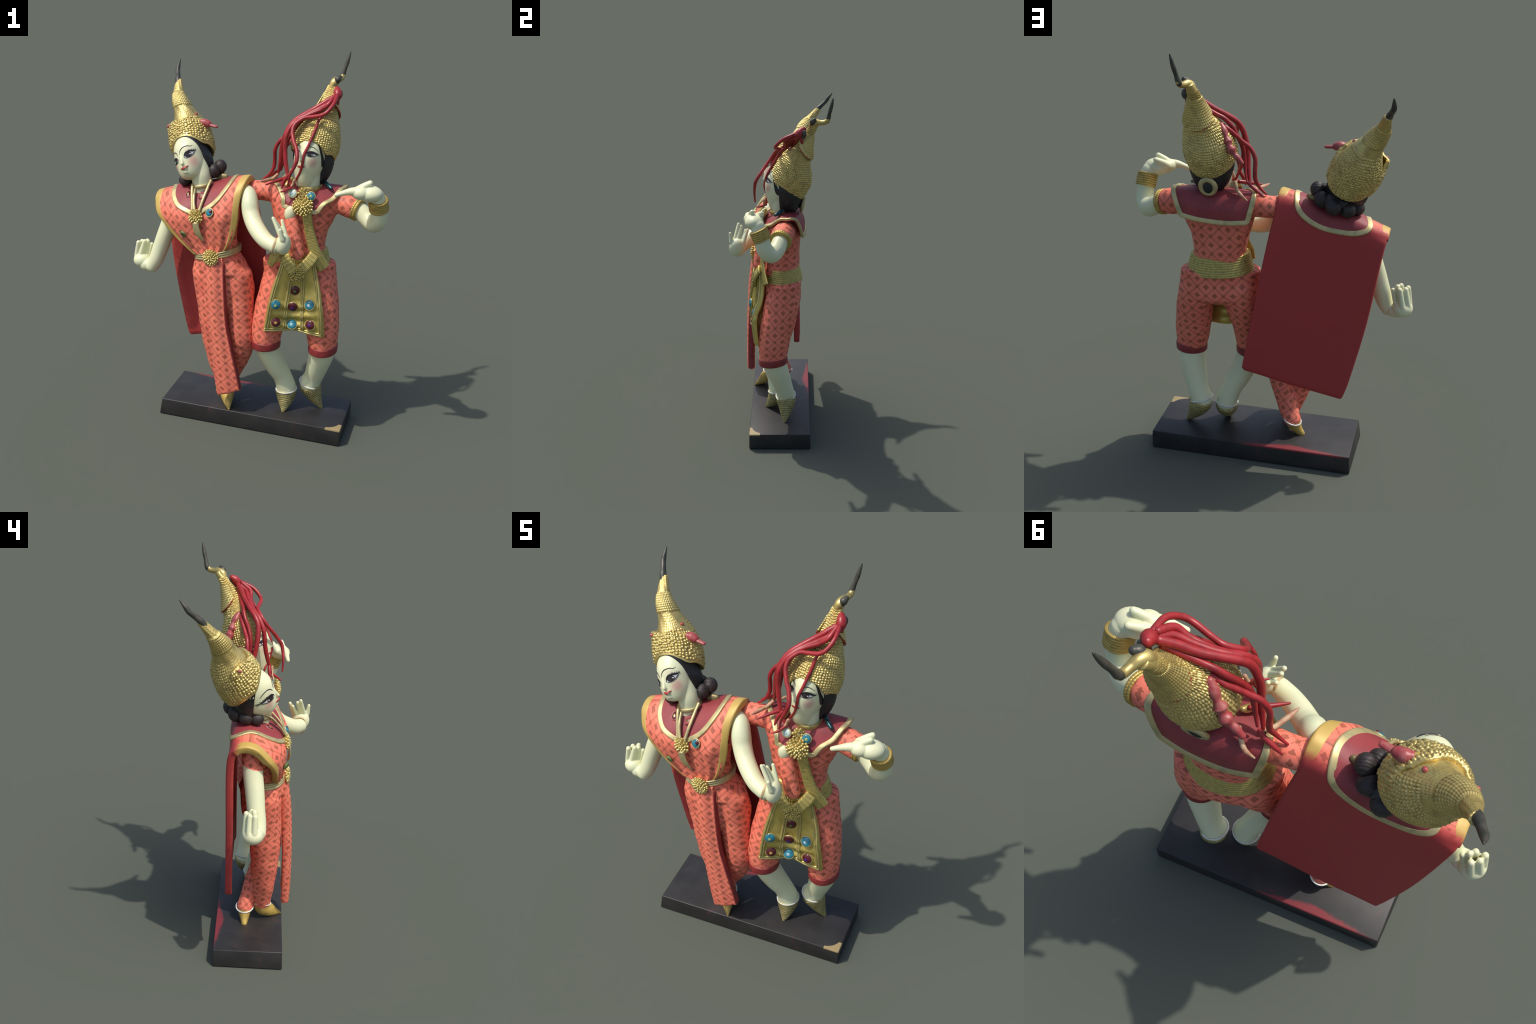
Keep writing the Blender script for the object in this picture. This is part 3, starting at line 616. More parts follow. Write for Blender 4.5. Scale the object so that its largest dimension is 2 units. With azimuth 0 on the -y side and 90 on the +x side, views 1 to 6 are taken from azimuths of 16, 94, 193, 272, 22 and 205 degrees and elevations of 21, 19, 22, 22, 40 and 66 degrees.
# --- belt
def ringband(c, rx, ry, yaw, tilt, h, off, rows=3, nb=0, seg=160, amp=.003, nv=40, flare=0.):
    th = np.linspace(0, 2 * math.pi, seg, endpoint=False); v = np.linspace(-1, 1, nv); P = []
    for q in v:
        e = off * min(1, (1 - abs(q)) * 8) + amp * abs(math.sin((q + 1) / 2 * math.pi * rows)) ** .6
        if nb: e = e + amp * .6 * np.abs(np.sin(th * nb / 2 + (int((q + 1) / 2 * rows) % 2) * 1.57)) ** .7
        X = (rx + e + flare * q) * np.cos(th); Y = (ry + e + flare * q) * np.sin(th)
        x = c[0] + X * math.cos(yaw) - Y * math.sin(yaw); y = c[1] + X * math.sin(yaw) + Y * math.cos(yaw)
        P.append(np.c_[x, y, c[2] + q * h + tilt[0] * (x - c[0]) + tilt[1] * (y - c[1])])
    return capped(np.array(P))
make('belt', ringband((-.187, -.080, .965), .114, .095, .05, (.25, 0), .019, .006, 3, 0, amp=.0035), M['trim'], woman)

# --- trousers of the woman: hips and two crossing legs
hips = loft([(-.19, -.085, 1.05, .10, .08), (-.187, -.080, .97, .113, .093), (-.172, -.074, .91, .138, .106), (-.162, -.070, .872, .154, .116), (-.158, -.068, .856, .148, .106), (-.148, -.068, .81, .160, .107), (-.135, -.072, .73, .155, .100), (-.13, -.085, .66, .11, .07)], 30, 48)
legA = tube([(-.235, -.085, .84, .085, .080), (-.202, -.093, .68, .084, .078), (-.186, -.095, .55, .080, .076), (-.170, -.094, .42, .069, .067), (-.145, -.091, .30, .057, .056), (-.110, -.086, .195, .048, .047)], 40, 36, ref=(1, 0, 0))
legB = tube([(-.075, -.080, .84, .085, .082), (-.052, -.090, .70, .080, .079), (-.034, -.104, .57, .073, .074), (-.024, -.108, .49, .070, .070), (-.048, -.078, .38, .062, .061), (-.095, -.030, .26, .050, .050), (-.133, .0, .175, .043, .042)], 44, 36, ref=(1, 0, 0))
def crease(co, no): return .0022 * vnoise(co, 38, 2) + .0035 * np.sin(co[:, 2] * 95 + co[:, 0] * 60) * np.exp(-((co[:, 2] - .45) / .05) ** 2 - ((co[:, 0] + .03) / .07) ** 2) + .003 * np.sin(co[:, 0] * 75 + co[:, 2] * 14) * np.clip((co[:, 2] - .6) / .2, 0, 1)
me = fused([hips, legA, legB], .005, 4, crease)
def legkey(c): return 0 if c[2] > .80 else (1 if (c[0] < -.118 if c[2] > .36 else c[1] < -.048) else 2)
split(me, [('trouser_seat', FAB_F), ('trouser_leg', FAB_F), ('trouser_leg', FAB_F)], woman, legkey)
# hanging front panel
le = cr([(-.232, -.178, .955), (-.207, -.206, .80), (-.179, -.220, .623), (-.157, -.226, .479), (-.130, -.230, .30), (-.111, -.230, .198)], 60)
re_ = cr([(-.130, -.182, .955), (-.112, -.206, .79), (-.091, -.218, .612), (-.062, -.224, .49), (-.025, -.226, .35), (.000, -.225, .243)], 60)
s = np.linspace(0, 1, 30); P = le[:, None] * (1 - s)[None, :, None] + re_[:, None] * s[None, :, None]
P[..., 1] += -.010 * np.sin(s * math.pi)[None] * np.linspace(1, .3, 60)[:, None] + .003 * np.sin(s * 9)[None]
N = normals(P); N = N if N[10, 10, 1] < 0 else -N
fp = make('front_panel', slab(P, N, .040), FAB_F, woman, sharp=50)
make('panel_edge_lining', tube([tuple(re_[i] - N[i, -1] * .020 + np.array((.005, 0, 0))) + (.0055, .0185) for i in range(2, 59, 4)], 50, 14, ref=(1, 0, 0)), M['panelside'], woman)

# --- woman's feet
def shoe(name, pts, mat, parent, n=40, scaly=0.0, ref=None):
    g = tube(pts, 110, 150, ref=ref)
    if scaly:
        P = np.array(g.v); R = len(P)
        me = bpy.data.meshes.new('t'); me.from_pydata(g.v, [], g.f); me.update(); no = np.empty(R * 3); me.vertices.foreach_get('normal', no); no = no.reshape(-1, 3); bpy.data.meshes.remove(me)
        p0 = np.array(pts[0][:3]); ax = unit(np.array(pts[-1][:3]) - p0); d = P - p0; t = d @ ax; a = unit(np.cross(ax, (0, 0, 1))); b = np.cross(ax, a); th = np.arctan2(d @ b, d @ a)
        h = beads(th / (2 * math.pi) * 26 + .5 * (np.floor(t / .0105) % 2), t / .0105) * scaly; sgn = 1. if np.mean(np.sum(no * (P - P.mean(0)), 1)) > 0 else -1.
        g.v = [tuple(x) for x in P + no * sgn * h[:, None]]
    return make(name, g, mat, parent)
shoe('shoe', [(-.108, -.085, .180, .045, .045), (-.103, -.095, .158, .045, .042), (-.092, -.122, .136, .038, .033), (-.078, -.150, .118, .026, .022), (-.060, -.186, .099, .005, .005)], M['shoe'], woman, scaly=.0010)
shoe('shoe', [(-.134, .001, .172, .041, .041), (-.148, .002, .145, .034, .033), (-.165, .001, .118, .024, .023), (-.184, .001, .096, .017, .016)], M['shoe'], woman)
def anklet(c, n, r, parent, ry=None, minor=.0040):
    n = unit(n); a = unit(np.cross(n, (0, 1, .1))); b = np.cross(n, a)
    make('anklet', loop_tube([np.array(c) + a * math.cos(t) * r + b * math.sin(t) * (ry or r) for t in np.linspace(0, 2 * math.pi, 16, endpoint=False)], 72, minor, minor, 10, ref=n), M['white'], parent)
anklet((-.108, -.086, .186), (.15, -.1, 1), .0490, woman); anklet((-.135, .002, .172), (-.35, .05, 1), .0455, woman)

# --- woman's arms (arm + hand fused, split at the wrist)
def finger(root_, tip, r0, r1, mid=None):
    a = np.array(root_); b = np.array(tip); m = (a + b) / 2 if mid is None else np.array(mid)
    return tube([tuple(a) + (r0,), tuple(m) + ((r0 + r1) / 2,), tuple(b) + (r1,)], 14, 14)
armA = tube([(-.45, -.02, 1.17, .046), (-.474, -.03, 1.08, .047), (-.503, -.043, .99, .045), (-.524, -.051, .922, .043), (-.545, -.062, .855, .040), (-.566, -.066, .815, .037)], 40, 28)
handA = [ellipsoid((-.633, -.043, .832), (.050, .050, .043)), ellipsoid((-.600, -.055, .815), (.045, .040, .038)),
    finger((-.664, -.052, .855), (-.653, -.053, .932), .0145, .0125), finger((-.640, -.058, .855), (-.620, -.048, .942), .0140, .0120), finger((-.622, -.040, .850), (-.605, -.035, .940), .0130, .0112), finger((-.603, -.032, .850), (-.586, -.028, .924), .0125, .0108), finger((-.638, -.008, .845), (-.619, -.011, .933), .0145, .0125), finger((-.662, -.026, .850), (-.643, -.028, .933), .0140, .0120)]
me = fused([armA] + handA, .0028, 4)
split(me, [('arm', M['skin']), ('hand', M['skin']), ('sleeve', FAB_F)], woman, lambda c: 2 if c[2] > 1.105 + .25 * (c[1] + .03) else (1 if (c[0] < -.585 and c[2] < .97) else 0))
armB = tube([(-.060, -.040, 1.295, .038), (-.038, -.060, 1.280, .043), (-.022, -.086, 1.245, .046), (-.006, -.108, 1.202, .045), (.022, -.140, 1.163, .044), (.063, -.180, 1.132, .043), (.112, -.219, 1.108, .040), (.163, -.246, 1.098, .037)], 44, 28)
handB = [ellipsoid((.209, -.250, 1.116), (.037, .048, .054)), finger((.212, -.284, 1.15), (.200, -.291, 1.200), .0135, .0085), finger((.200, -.266, 1.155), (.149, -.246, 1.240), .0125, .0090), finger((.203, -.250, 1.155), (.152, -.230, 1.228), .0125, .0090), finger((.203, -.228, 1.145), (.158, -.206, 1.206), .0120, .0085), finger((.210, -.215, 1.145), (.180, -.191, 1.215), .0120, .0085)]
me = fused([armB] + handB, .0028, 4)
split(me, [('arm', M['skin']), ('hand', M['skin'])], woman, lambda c: 1 if c[0] > .172 + .1 * (c[2] - 1.1) or (c[2] > 1.15 and c[0] > .13 and c[1] < -.17) else 0)
make('wrist_band', loop_tube([(.166 + .006 * math.cos(a) * 1.4, -.248 + .0385 * math.sin(a) * .85 - .012 * math.sin(a) * 0, 1.100 + .040 * math.cos(a)) for a in np.linspace(0, 2 * math.pi, 16, endpoint=False)], 60, .006, .0025, 10, ref=(1, 0, 0)), plain('tan_wrist_paint', (.52, .38, .20), .5), woman)

# ================================================================== MAN
# --- shirt: torso with both sleeves
def box(x0, x1, y0, y1, z): return ((x0 + x1) / 2, (y0 + y1) / 2, z, (x1 - x0) / 2, (y1 - y0) / 2)
torso = loft([box(.105, .370, -.090, .095, .90), box(.105, .372, -.098, .100, 1.0), box(.112, .362, -.090, .107, 1.05), box(.098, .370, -.086, .108, 1.12), box(.082, .395, -.084, .112, 1.18), box(.065, .418, -.080, .116, 1.24), box(.065, .425, -.072, .110, 1.285), box(.095, .400, -.045, .090, 1.322), box(.16, .35, -.02, .06, 1.342)], 40, 60, 2.3)
slR = tube([(.36, .035, 1.275, .050), (.42, .03, 1.279, .060), (.47, .022, 1.271, .061), (.505, .015, 1.264, .056), (.518, .013, 1.261, .030)], 24, 32)
slL = tube([(.14, .03, 1.288, .058), (.06, .03, 1.292, .055), (.0, .026, 1.290, .052), (-.04, .018, 1.288, .050), (-.085, .002, 1.280, .030)], 24, 32)
bulge = tube([(.200, -.084, 1.222, .034, .034), (.213, -.098, 1.16, .038, .038), (.232, -.112, 1.09, .040, .040), (.252, -.122, 1.03, .038, .036)], 24, 28, ref=(1, 0, 0))
me = fused([torso, slR, slL, bulge], .005, 5, lambda co, no: .0018 * vnoise(co, 45, 4))
split(me, [('shirt', FAB_M), ('sleeve', FAB_MS), ('sleeve', FAB_MS)], man, lambda c: 1 if c[0] > .425 + .3 * (c[2] - 1.28) else (2 if c[0] < .055 else 0))
bshirt = BVHTree.FromPolygons([v.co for v in me.vertices], [tuple(p.vertices) for p in me.polygons])
make('bare_chest_patch', ellipsoid((.197, -.102, 1.228), (.030, .024, .044), ((1, 0, -.15), (0, 1, .1), (.15, -.1, 1))), M['skin'], man)

# --- man's arm
armM = tube([(.44, .025, 1.275, .043), (.52, .012, 1.258, .043), (.573, -.006, 1.226, .045), (.610, -.032, 1.213, .046), (.635, -.061, 1.243, .044), (.637, -.079, 1.298, .041), (.632, -.091, 1.342, .039), (.622, -.101, 1.372, .038)], 50, 30)
handM = [ellipsoid((.592, -.121, 1.387), (.062, .050, .041), ((1, .1, .05), (-.1, 1, 0), (-.05, 0, 1))), ellipsoid((.548, -.142, 1.392), (.045, .038, .034)), tube([(.545, -.145, 1.398, .026), (.505, -.158, 1.398, .019), (.470, -.165, 1.388, .0135), (.438, -.171, 1.376, .0105)], 24, 18), tube([(.540, -.142, 1.405, .020), (.562, -.136, 1.424, .0165), (.588, -.130, 1.441, .0135)], 16, 16), tube([(.535, -.112, 1.400, .020), (.558, -.097, 1.417, .0165), (.582, -.083, 1.431, .0135)], 16, 16)]
me = fused([armM] + handM, .0028, 4)
split(me, [('arm', M['skin']), ('hand', M['skin'])], man, lambda c: 1 if c[2] > 1.368 - .1 * (c[0] - .63) or c[0] < .5 and c[2] > 1.36 else 0)
def tband(name, a, b, r, rows, nb, mat, parent, amp=.004):
    a = np.array(a); b = np.array(b); T = unit(b - a); A = unit(np.cross(T, (0, .2, 1))); B = np.cross(T, A); th = np.linspace(0, 2 * math.pi, 150, endpoint=False); P = []
    for q in np.linspace(0, 1, 60):
        k = int(min(q * rows, rows - 1e-6)); e = amp * abs(math.sin(q * math.pi * rows)) ** .5 + amp * .55 * np.abs(np.sin(th * nb / 2 + (k % 2) * 1.57)) ** .6 - .006 * (1 if q in (0., 1.) else 0)
        P.append(a + (b - a) * q + np.outer(np.cos(th), A) * (r + e)[:, None] + np.outer(np.sin(th), B) * (r + e)[:, None])
    return make(name, capped(np.array(P)), mat, parent)
tband('bracelet', (.636, -.074, 1.300), (.630, -.100, 1.358), .0435, 6, 44, M['band'], man, .0042)
tband('arm_band', (.503, .018, 1.264), (.527, .011, 1.258), .055, 2, 34, M['band'], man, .004)

# --- collar yoke
NC = np.array([
    [(.388, .126, 1.246), (.312, .136, 1.236), (.235, .139, 1.232), (.155, .135, 1.231), (.077, .119, 1.236)],
    [(.412, .116, 1.300), (.322, .131, 1.298), (.238, .135, 1.298), (.150, .130, 1.296), (.064, .108, 1.295)],
    [(.434, .090, 1.354), (.335, .094, 1.352), (.250, .093, 1.354), (.150, .090, 1.352), (.055, .082, 1.352)],
    [(.428, .030, 1.350), (.338, .020, 1.360), (.260, .020, 1.362), (.165, .015, 1.358), (.075, .015, 1.352)],
    [(.395, -.040, 1.318), (.330, -.056, 1.325), (.260, -.068, 1.330), (.195, -.065, 1.330), (.120, -.045, 1.335)],
    [(.345, -.088, 1.272), (.300, -.100, 1.275), (.258, -.108, 1.277), (.205, -.106, 1.280), (.152, -.088, 1.300)],
    [(.325, -.097, 1.250), (.288, -.107, 1.252), (.255, -.112, 1.254), (.208, -.110, 1.258), (.160, -.097, 1.262)]])
PC = net_surface(NC, 90, 60); q = np.linspace(0, 1, 90)
wav = (.006 * np.sin(q * 26) * np.clip((q - .42) / .1, 0, 1) * np.clip((1 - q) / .1, 0, 1))[:, None] * (np.clip(1 - np.linspace(0, 1, 60) / .3, 0, 1))[None]
PC[..., 2] += wav
NCn = normals(PC); NCn = NCn if NCn[5, 30, 1] > 0 else -NCn
make('collar_yoke', slab(PC, NCn, .014), M['maroon'], man)
rim = np.concatenate([PC[:, 0], PC[-1, 1:], PC[-2::-1, -1], PC[0, -2:0:-1]]); rn = np.concatenate([NCn[:, 0], NCn[-1, 1:], NCn[-2::-1, -1], NCn[0, -2:0:-1]])
for _ in range(3):
    rim = (np.roll(rim, 1, 0) + rim * 2 + np.roll(rim, -1, 0)) / 4; rn = (np.roll(rn, 1, 0) + rn * 2 + np.roll(rn, -1, 0)) / 4
flat_loop('collar_trim', rim + rn * .001, rn, .0115, .0075, M['trim'], man)

# --- head and neck
rM = [(-.175, -.012, .040, .030, -.05), (-.150, -.012, .050, .054, -.055), (-.12, -.012, .058, .076, -.06), (-.09, -.010, .068, .095, -.07), (-.05, -.008, .080, .111, -.09), (-.01, -.006, .085, .114, -.10), (.03, -.004, .083, .108, -.10), (.07, -.002, .07, .085, -.09), (.10, 0, .04, .05, -.06)]
nose = [tuple(FM.w(r, f, u)) + (k,) for r, f, u, k in ((-.022, .104, .0, .007), (-.022, .110, -.03, .008), (-.021, .113, -.054, .009))]
neckM = [(.262, .012, 1.31, .056), (.262, .010, 1.36, .053), (.262, .010, 1.40, .053), (.258, .015, 1.45, .058)]
me = fused([head_loft(FM, rM), tube(nose, 14, 12), tube(neckM, 20, 28)], .0035, 5)
FACE_M = face_mat('man_face_paint', FM, [((.035, .09, -.055), .04, .7, BLUSH), ((-.075, .085, -.055), .04, .7, BLUSH)])
split(me, [('head', FACE_M), ('neck', M['skin'])], man, lambda c: 0 if (c - FM.O) @ FM.U > -.145 + .3 * max(0, -((c - FM.O) @ FM.F)) else 1)
bmn = BVHTree.FromPolygons([v.co for v in me.vertices], [tuple(p.vertices) for p in me.polygons])
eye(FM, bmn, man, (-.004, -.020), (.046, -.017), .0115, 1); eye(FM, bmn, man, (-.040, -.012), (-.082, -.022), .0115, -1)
ribbon_decal('eyebrow', FM, bmn, [(-.012, .000, .0005), (.004, .014, .0013), (.024, .018, .0014), (.046, .008, .0004)], M['ink'], man, 30)
ribbon_decal('eyebrow', FM, bmn, [(-.034, .004, .0005), (-.046, .016, .0013), (-.064, .018, .0014), (-.080, .006, .0004)], M['ink'], man, 30)
shape_decal('lips', FM, bmn, [(-.042, -.083), (-.030, -.080), (-.021, -.081), (-.012, -.079), (.0, -.082), (-.01, -.089), (-.021, -.092), (-.032, -.089)], M['lip'], man, .0018)
rHM = [(-.15, .01, .040, .0, -.080), (-.12, .008, .064, .02, -.100), (-.09, .006, .082, .05, -.108), (-.05, .004, .096, .08, -.107), (-.01, .003, .099, .10, -.104), (.04, 0, .092, .10, -.108), (.08, 0, .06, .06, -.07)]
pm = unit(FM.F - .42 * FM.U)
hair_cap('hair', FM, rHM, [(FM.w(0, .012, -.06), pm)], M['hair'], man, .006, .0012)
make('hair_knot', ellipsoid((.257, .121, 1.391), (.031, .016, .036)), M['hair'], man)
bc = np.array((.257, .127, 1.391)); bn = unit((-.02, 1., -.24)); ba = unit(np.cross(bn, (0, 0, 1))); bb = np.cross(bn, ba)
make('hair_ring', loop_tube([bc + ba * math.cos(a) * .033 + bb * math.sin(a) * .035 for a in np.linspace(0, 2 * math.pi, 16, endpoint=False)], 80, .010, .0125, 14, ref=bn), M['trim'], man)
ribbon_decal('side_lock', FM, bmn, [(.034, .050, .0015), (.052, .02, .003), (.066, -.02, .004), (.070, -.06, .005)], M['hair'], man, 30, .002)

# --- man's crown
CM = [(-.06, .0, -.014, .092, .094), (-.02, .0, -.012, .107, .105), (.02, .0, -.010, .117, .111), (.05, .002, -.010, .119, .112), (.10, .005, -.006, .112, .101), (.15, .014, .0, .092, .078), (.19, .022, -.006, .068, .059), (.23, .027, -.010, .050, .044), (.28, .027, -.008, .038, .033), (.32, .025, -.008, .028, .025), (.36, .028, -.014, .022, .021), (.39, .033, -.022, .019, .018)]
def rimM(t):
    a = np.abs(t) / math.pi; k = cr([(0, .046), (.10, .042), (.2, .018), (.28, -.002), (.36, .003), (.5, -.004), (.7, -.024), (.88, -.040), (1, -.038)], 200); return np.interp(a, k[:, 0], k[:, 1])
def beadM(t, u, rx):
    h = beads(t / (2 * math.pi) * 58, u / .0110 + .25 * np.sin(t * 4 + 1), .34, 2.) * .0052; top_ = np.clip((u - .352) / .006, 0, 1); band = np.clip(1 - np.abs(u - .186) / .006, 0, 1) * .002
    return h * (1 - top_ * .9) * np.where(u > .27, .6, 1) + band
crown('crown', FM, CM, rimM, .39, M['gold'], man, beadfn=beadM)
# beaded shell wrapped round the back of the spire, with a red lining
def shell(fr):
    nu, nv = 240, 70; th = np.linspace(.55, 5.2, nu); v = np.linspace(0, 1, nv); TH, VV = np.meshgrid(th, v); lo = .192 + .075 * np.clip(np.cos((TH - math.pi) * .62), -1, 1) * -1 + .075; U = lo + (.318 - lo) * VV
    c_r, c_f, rx, rf = table(U, CM); flare = .012 * (1 - VV) ** 1.3 + .003; b = beads(TH * 7, U / .0105) * .004
    Po = fr.w(c_r + (rx + flare + b) * np.sin(TH), c_f + (rf + flare + b) * np.cos(TH), U); Pi = fr.w(c_r + (rx + flare - .007) * np.sin(TH), c_f + (rf + flare - .007) * np.cos(TH), U)
    g = Geo(); g.grid(Po); g.grid(Pi, flip=True); n = nu * nv
    for j in range(nu - 1):
        g.f.append((j, j + 1, n + j + 1, n + j)); q = (nv - 1) * nu; g.f.append((q + j, n + q + j, n + q + j + 1, q + j + 1))
    for i in range(nv - 1):
        g.f.append((i * nu, n + i * nu, n + (i + 1) * nu, (i + 1) * nu)); q = nu - 1; g.f.append((i * nu + q, (i + 1) * nu + q, n + (i + 1) * nu + q, n + i * nu + q))
    make('crown_shell', g, M['gold'], man)
    e = (Po[0] + Pi[0]) / 2; make('shell_lining', tube([tuple(p) + (.0042,) for p in e[::8]], 90, 10), M['cord'], man)
shell(FM)
W = lambda r, f, u, *q: tuple(FM.w(r, f, u)) + q
make('crown_finial', tube([(.306, .178, 1.835, .0190), (.313, .187, 1.852, .0220), (.320, .205, 1.862, .0185), (.328, .228, 1.862, .0140), (.334, .252, 1.866, .0135), (.338, .267, 1.880, .0125)], 40, 22), M['gold'], man)
make('crown_knob', tube([W(.044, -.002, .378, .015), W(.050, .000, .390, .017), W(.056, -.004, .402, .012)], 12, 18), M['dark'], man)
make('crown_spike', tube([(.335, .262, 1.872, .0130), (.338, .268, 1.887, .0125), (.344, .273, 1.912, .0100), (.351, .280, 1.940, .0105), (.357, .287, 1.970, .0080), (.362, .292, 1.995, .0032)], 44, 18), M['dark'], man)

# --- red cords
R0 = .0082
def strand(pts, r=R0, tip=.45, mat='cord', n=70):
    r = r * 1.17; k = len(pts); q = [tuple(p) + (r * (1 - (1 - tip) * max(0, (i / (k - 1) - .8) / .2)),) for i, p in enumerate(pts)]
    make('tassel_cord', tube(q, n, 14), M[mat], man)
make('tassel_knot', tube([(.340, .135, 1.828, .015), (.345, .122, 1.818, .021), (.350, .108, 1.802, .022), (.348, .096, 1.785, .015)], 20, 22), M['cord'], man)
make('tassel_knot_end', ellipsoid((.352, .138, 1.805), (.017, .014, .024)), M['dark'], man)
strand([(.351, .091, 1.806), (.352, .030, 1.779), (.333, -.008, 1.744), (.304, -.018, 1.722), (.252, -.009, 1.706), (.212, -.005, 1.695), (.177, -.026, 1.667), (.170, -.049, 1.634), (.188, -.081, 1.592), (.209, -.104, 1.561), (.222, -.132, 1.519), (.214, -.142, 1.482), (.195, -.146, 1.436), (.186, -.144, 1.384)], .0085, n=110)
strand([(.341, .085, 1.803), (.322, .040, 1.769), (.288, .035, 1.738), (.236, .026, 1.711), (.196, .011, 1.690), (.162, -.014, 1.663), (.140, -.038, 1.616), (.136, -.047, 1.568), (.140, -.052, 1.520), (.151, -.063, 1.464), (.167, -.074, 1.418), (.191, -.088, 1.367)], .0098, n=100)
strand([(.330, .102, 1.793), (.293, .081, 1.766), (.247, .062, 1.733), (.207, .039, 1.707), (.165, .011, 1.675), (.139, -.011, 1.635), (.120, -.014, 1.578), (.110, -.007, 1.523), (.106, .004, 1.468), (.096, .018, 1.425), (.085, .037, 1.388)], .0112, n=90)
strand([(.322, .100, 1.770), (.285, .088, 1.742), (.235, .075, 1.712), (.195, .066, 1.690), (.165, .055, 1.655), (.148, .036, 1.612), (.128, .024, 1.565), (.120, .022, 1.52), (.112, .030, 1.46), (.100, .045, 1.410)], .0090, n=90)
strand([(.215, .075, 1.672), (.174, .074, 1.646), (.148, .063, 1.621), (.120, .050, 1.591), (.086, .038, 1.560), (.064, .037, 1.514), (.062, .044, 1.460), (.060, .044, 1.420), (.043, .037, 1.383), (.009, .036, 1.351)], .0085, n=80)
strand([(.300, .020, 1.710), (.286, .004, 1.689), (.276, -.020, 1.645), (.258, -.060, 1.575), (.243, -.078, 1.530), (.239, -.0845, 1.485), (.226, -.070, 1.434), (.205, -.055, 1.395), (.190, -.048, 1.372)], .0060, n=70)
strand([(.335, .092, 1.79), (.315, .060, 1.765), (.270, .045, 1.735), (.225, .030, 1.71), (.190, .012, 1.69), (.165, -.005, 1.672)], .010, tip=.8)
strand([(.088, .055, 1.402), (.074, .061, 1.392), (.043, .065, 1.370), (.012, .070, 1.349)], .0075)
strand([(.150, -.010, 1.385), (.110, -.040, 1.375), (.058, -.085, 1.357)], .0075)
strand([(.085, .035, 1.385), (.065, .008, 1.365), (.051, -.020, 1.364), (.037, -.049, 1.364), (.025, -.078, 1.366)], .0072, .35, 'palecord')
strand([(.146, .070, 1.405), (.133, .086, 1.377), (.111, .108, 1.362), (.080, .110, 1.338)], .0070, .35, 'palecord')
strand([(.170, -.075, 1.42), (.150, -.078, 1.385), (.140, -.085, 1.350)], .0075); strand([(.205, -.09, 1.40), (.195, -.092, 1.37), (.172, -.100, 1.340)], .006, .5, 'palecord')
strand([(.205, -.080, 1.374), (.175, -.118, 1.352), (.150, -.140, 1.345)], .0055); strand([(.352, .118, 1.80), (.350, .125, 1.765), (.340, .150, 1.720)], .0065, .5)
# lobed flower hanging at the back of the crown
FLM = [(.206, .092, 1.668, .013), (.190, .104, 1.645, .018), (.176, .116, 1.622, .012), (.166, .120, 1.603, .021), (.158, .128, 1.588, .013), (.148, .130, 1.572, .022), (.134, .132, 1.553, .012), (.120, .132, 1.540, .013), (.098, .136, 1.518, .010)]
make('flower_spray', tube(FLM, 70, 24), M['rose'], man)

# --- chest ornaments
medallion('chest_medallion', (.262, -.110, 1.280), (.1, -1, .25), .045, man, 9, M['medal'], hub=False, rows=5, bead=.0100, spike=.35)
medallion('throat_ornament', (.258, -.085, 1.333), (.0, -1, .3), .026, man, 10, M['medal'], hub=False, rows=3, bead=.0095)
make('necklace_band', loop_tube([(.262 + .058 * math.cos(a), .008 + .058 * math.sin(a), 1.352 + .006 * math.sin(a)) for a in np.linspace(0, 2 * math.pi, 16, endpoint=False)], 80, .016, .005), M['gold'], man)
jewel('round_jewel', (.201, -.094, 1.332), (-.15, -1, .3), .021, .021, M['opal'], M['paleblue'], man, M['trim'], 0, .5, .5)
jewel('round_jewel', (.296, -.096, 1.330), (.15, -1, .3), .020, .021, M['blue'], M['limecore'], man, M['trim'], 0, .5, .5)
make('earring', tube([(.340, .022, 1.377, .008), (.350, .008, 1.373, .011), (.366, -.008, 1.367, .011), (.380, -.020, 1.362, .008)], 20, 18), plain('peacock_enamel', (.02, .10, .11), .25, .4, .2, 90., c2=(.01, .012, .02)), man)
make('ear_ornament', tube([(.168, .0, 1.380, .010), (.160, -.012, 1.368, .014), (.152, -.03, 1.352, .012)], 16, 16), M['gold'], man)
# sash
def woven(name, pts, nrm, w, th, mat, parent, n=160, rows=.008):
    """flat woven strap along pts, cross ribs"""
    p = cr(pts, n); T = unit_rows(np.gradient(p, axis=0)); N = np.array([unit(x) for x in cr(nrm, n)]); N = unit_rows(N - T * np.sum(N * T, 1)[:, None]); B = np.cross(T, N)
    ww = np.interp(np.linspace(0, 1, n), np.linspace(0, 1, len(w)), w); L = np.r_[0, np.cumsum(np.linalg.norm(np.diff(p, axis=0), axis=1))]
    c = np.linspace(-1, 1, 30); rows_ = []
    for i in range(n):
        rib = beads(np.full(30, L[i] / rows), (c + 1) * ww[i] / .0075) * .0032; e = th * (1 - np.abs(c) ** 8)
        up = p[i] + np.outer(c * ww[i], B[i]) + np.outer(e * .5 + rib * (np.abs(c) < .92), N[i]); dn = p[i] + np.outer(c[::-1] * ww[i], B[i]) - np.outer(e[::-1] * .5, N[i]); rows_.append(np.vstack([up, dn]))
    return make(name, capped(np.array(rows_)), mat, parent)
M['weave'] = gold_mat('woven_gold_sash', (.53, .43, .13), (.36, .30, .10), .42, .55, 60.)
woven('sash', [(.282, -.116, 1.250), (.291, -.106, 1.20), (.304, -.100, 1.14), (.326, -.098, 1.07), (.353, -.094, 1.01), (.386, -.080, .955)], [(0.1, -1, .1)] * 3 + [(.25, -1, .1), (.4, -1, .1), (.5, -1, .1)], [.026, .025, .026, .028, .031, .031], .016, M['weave'], man)
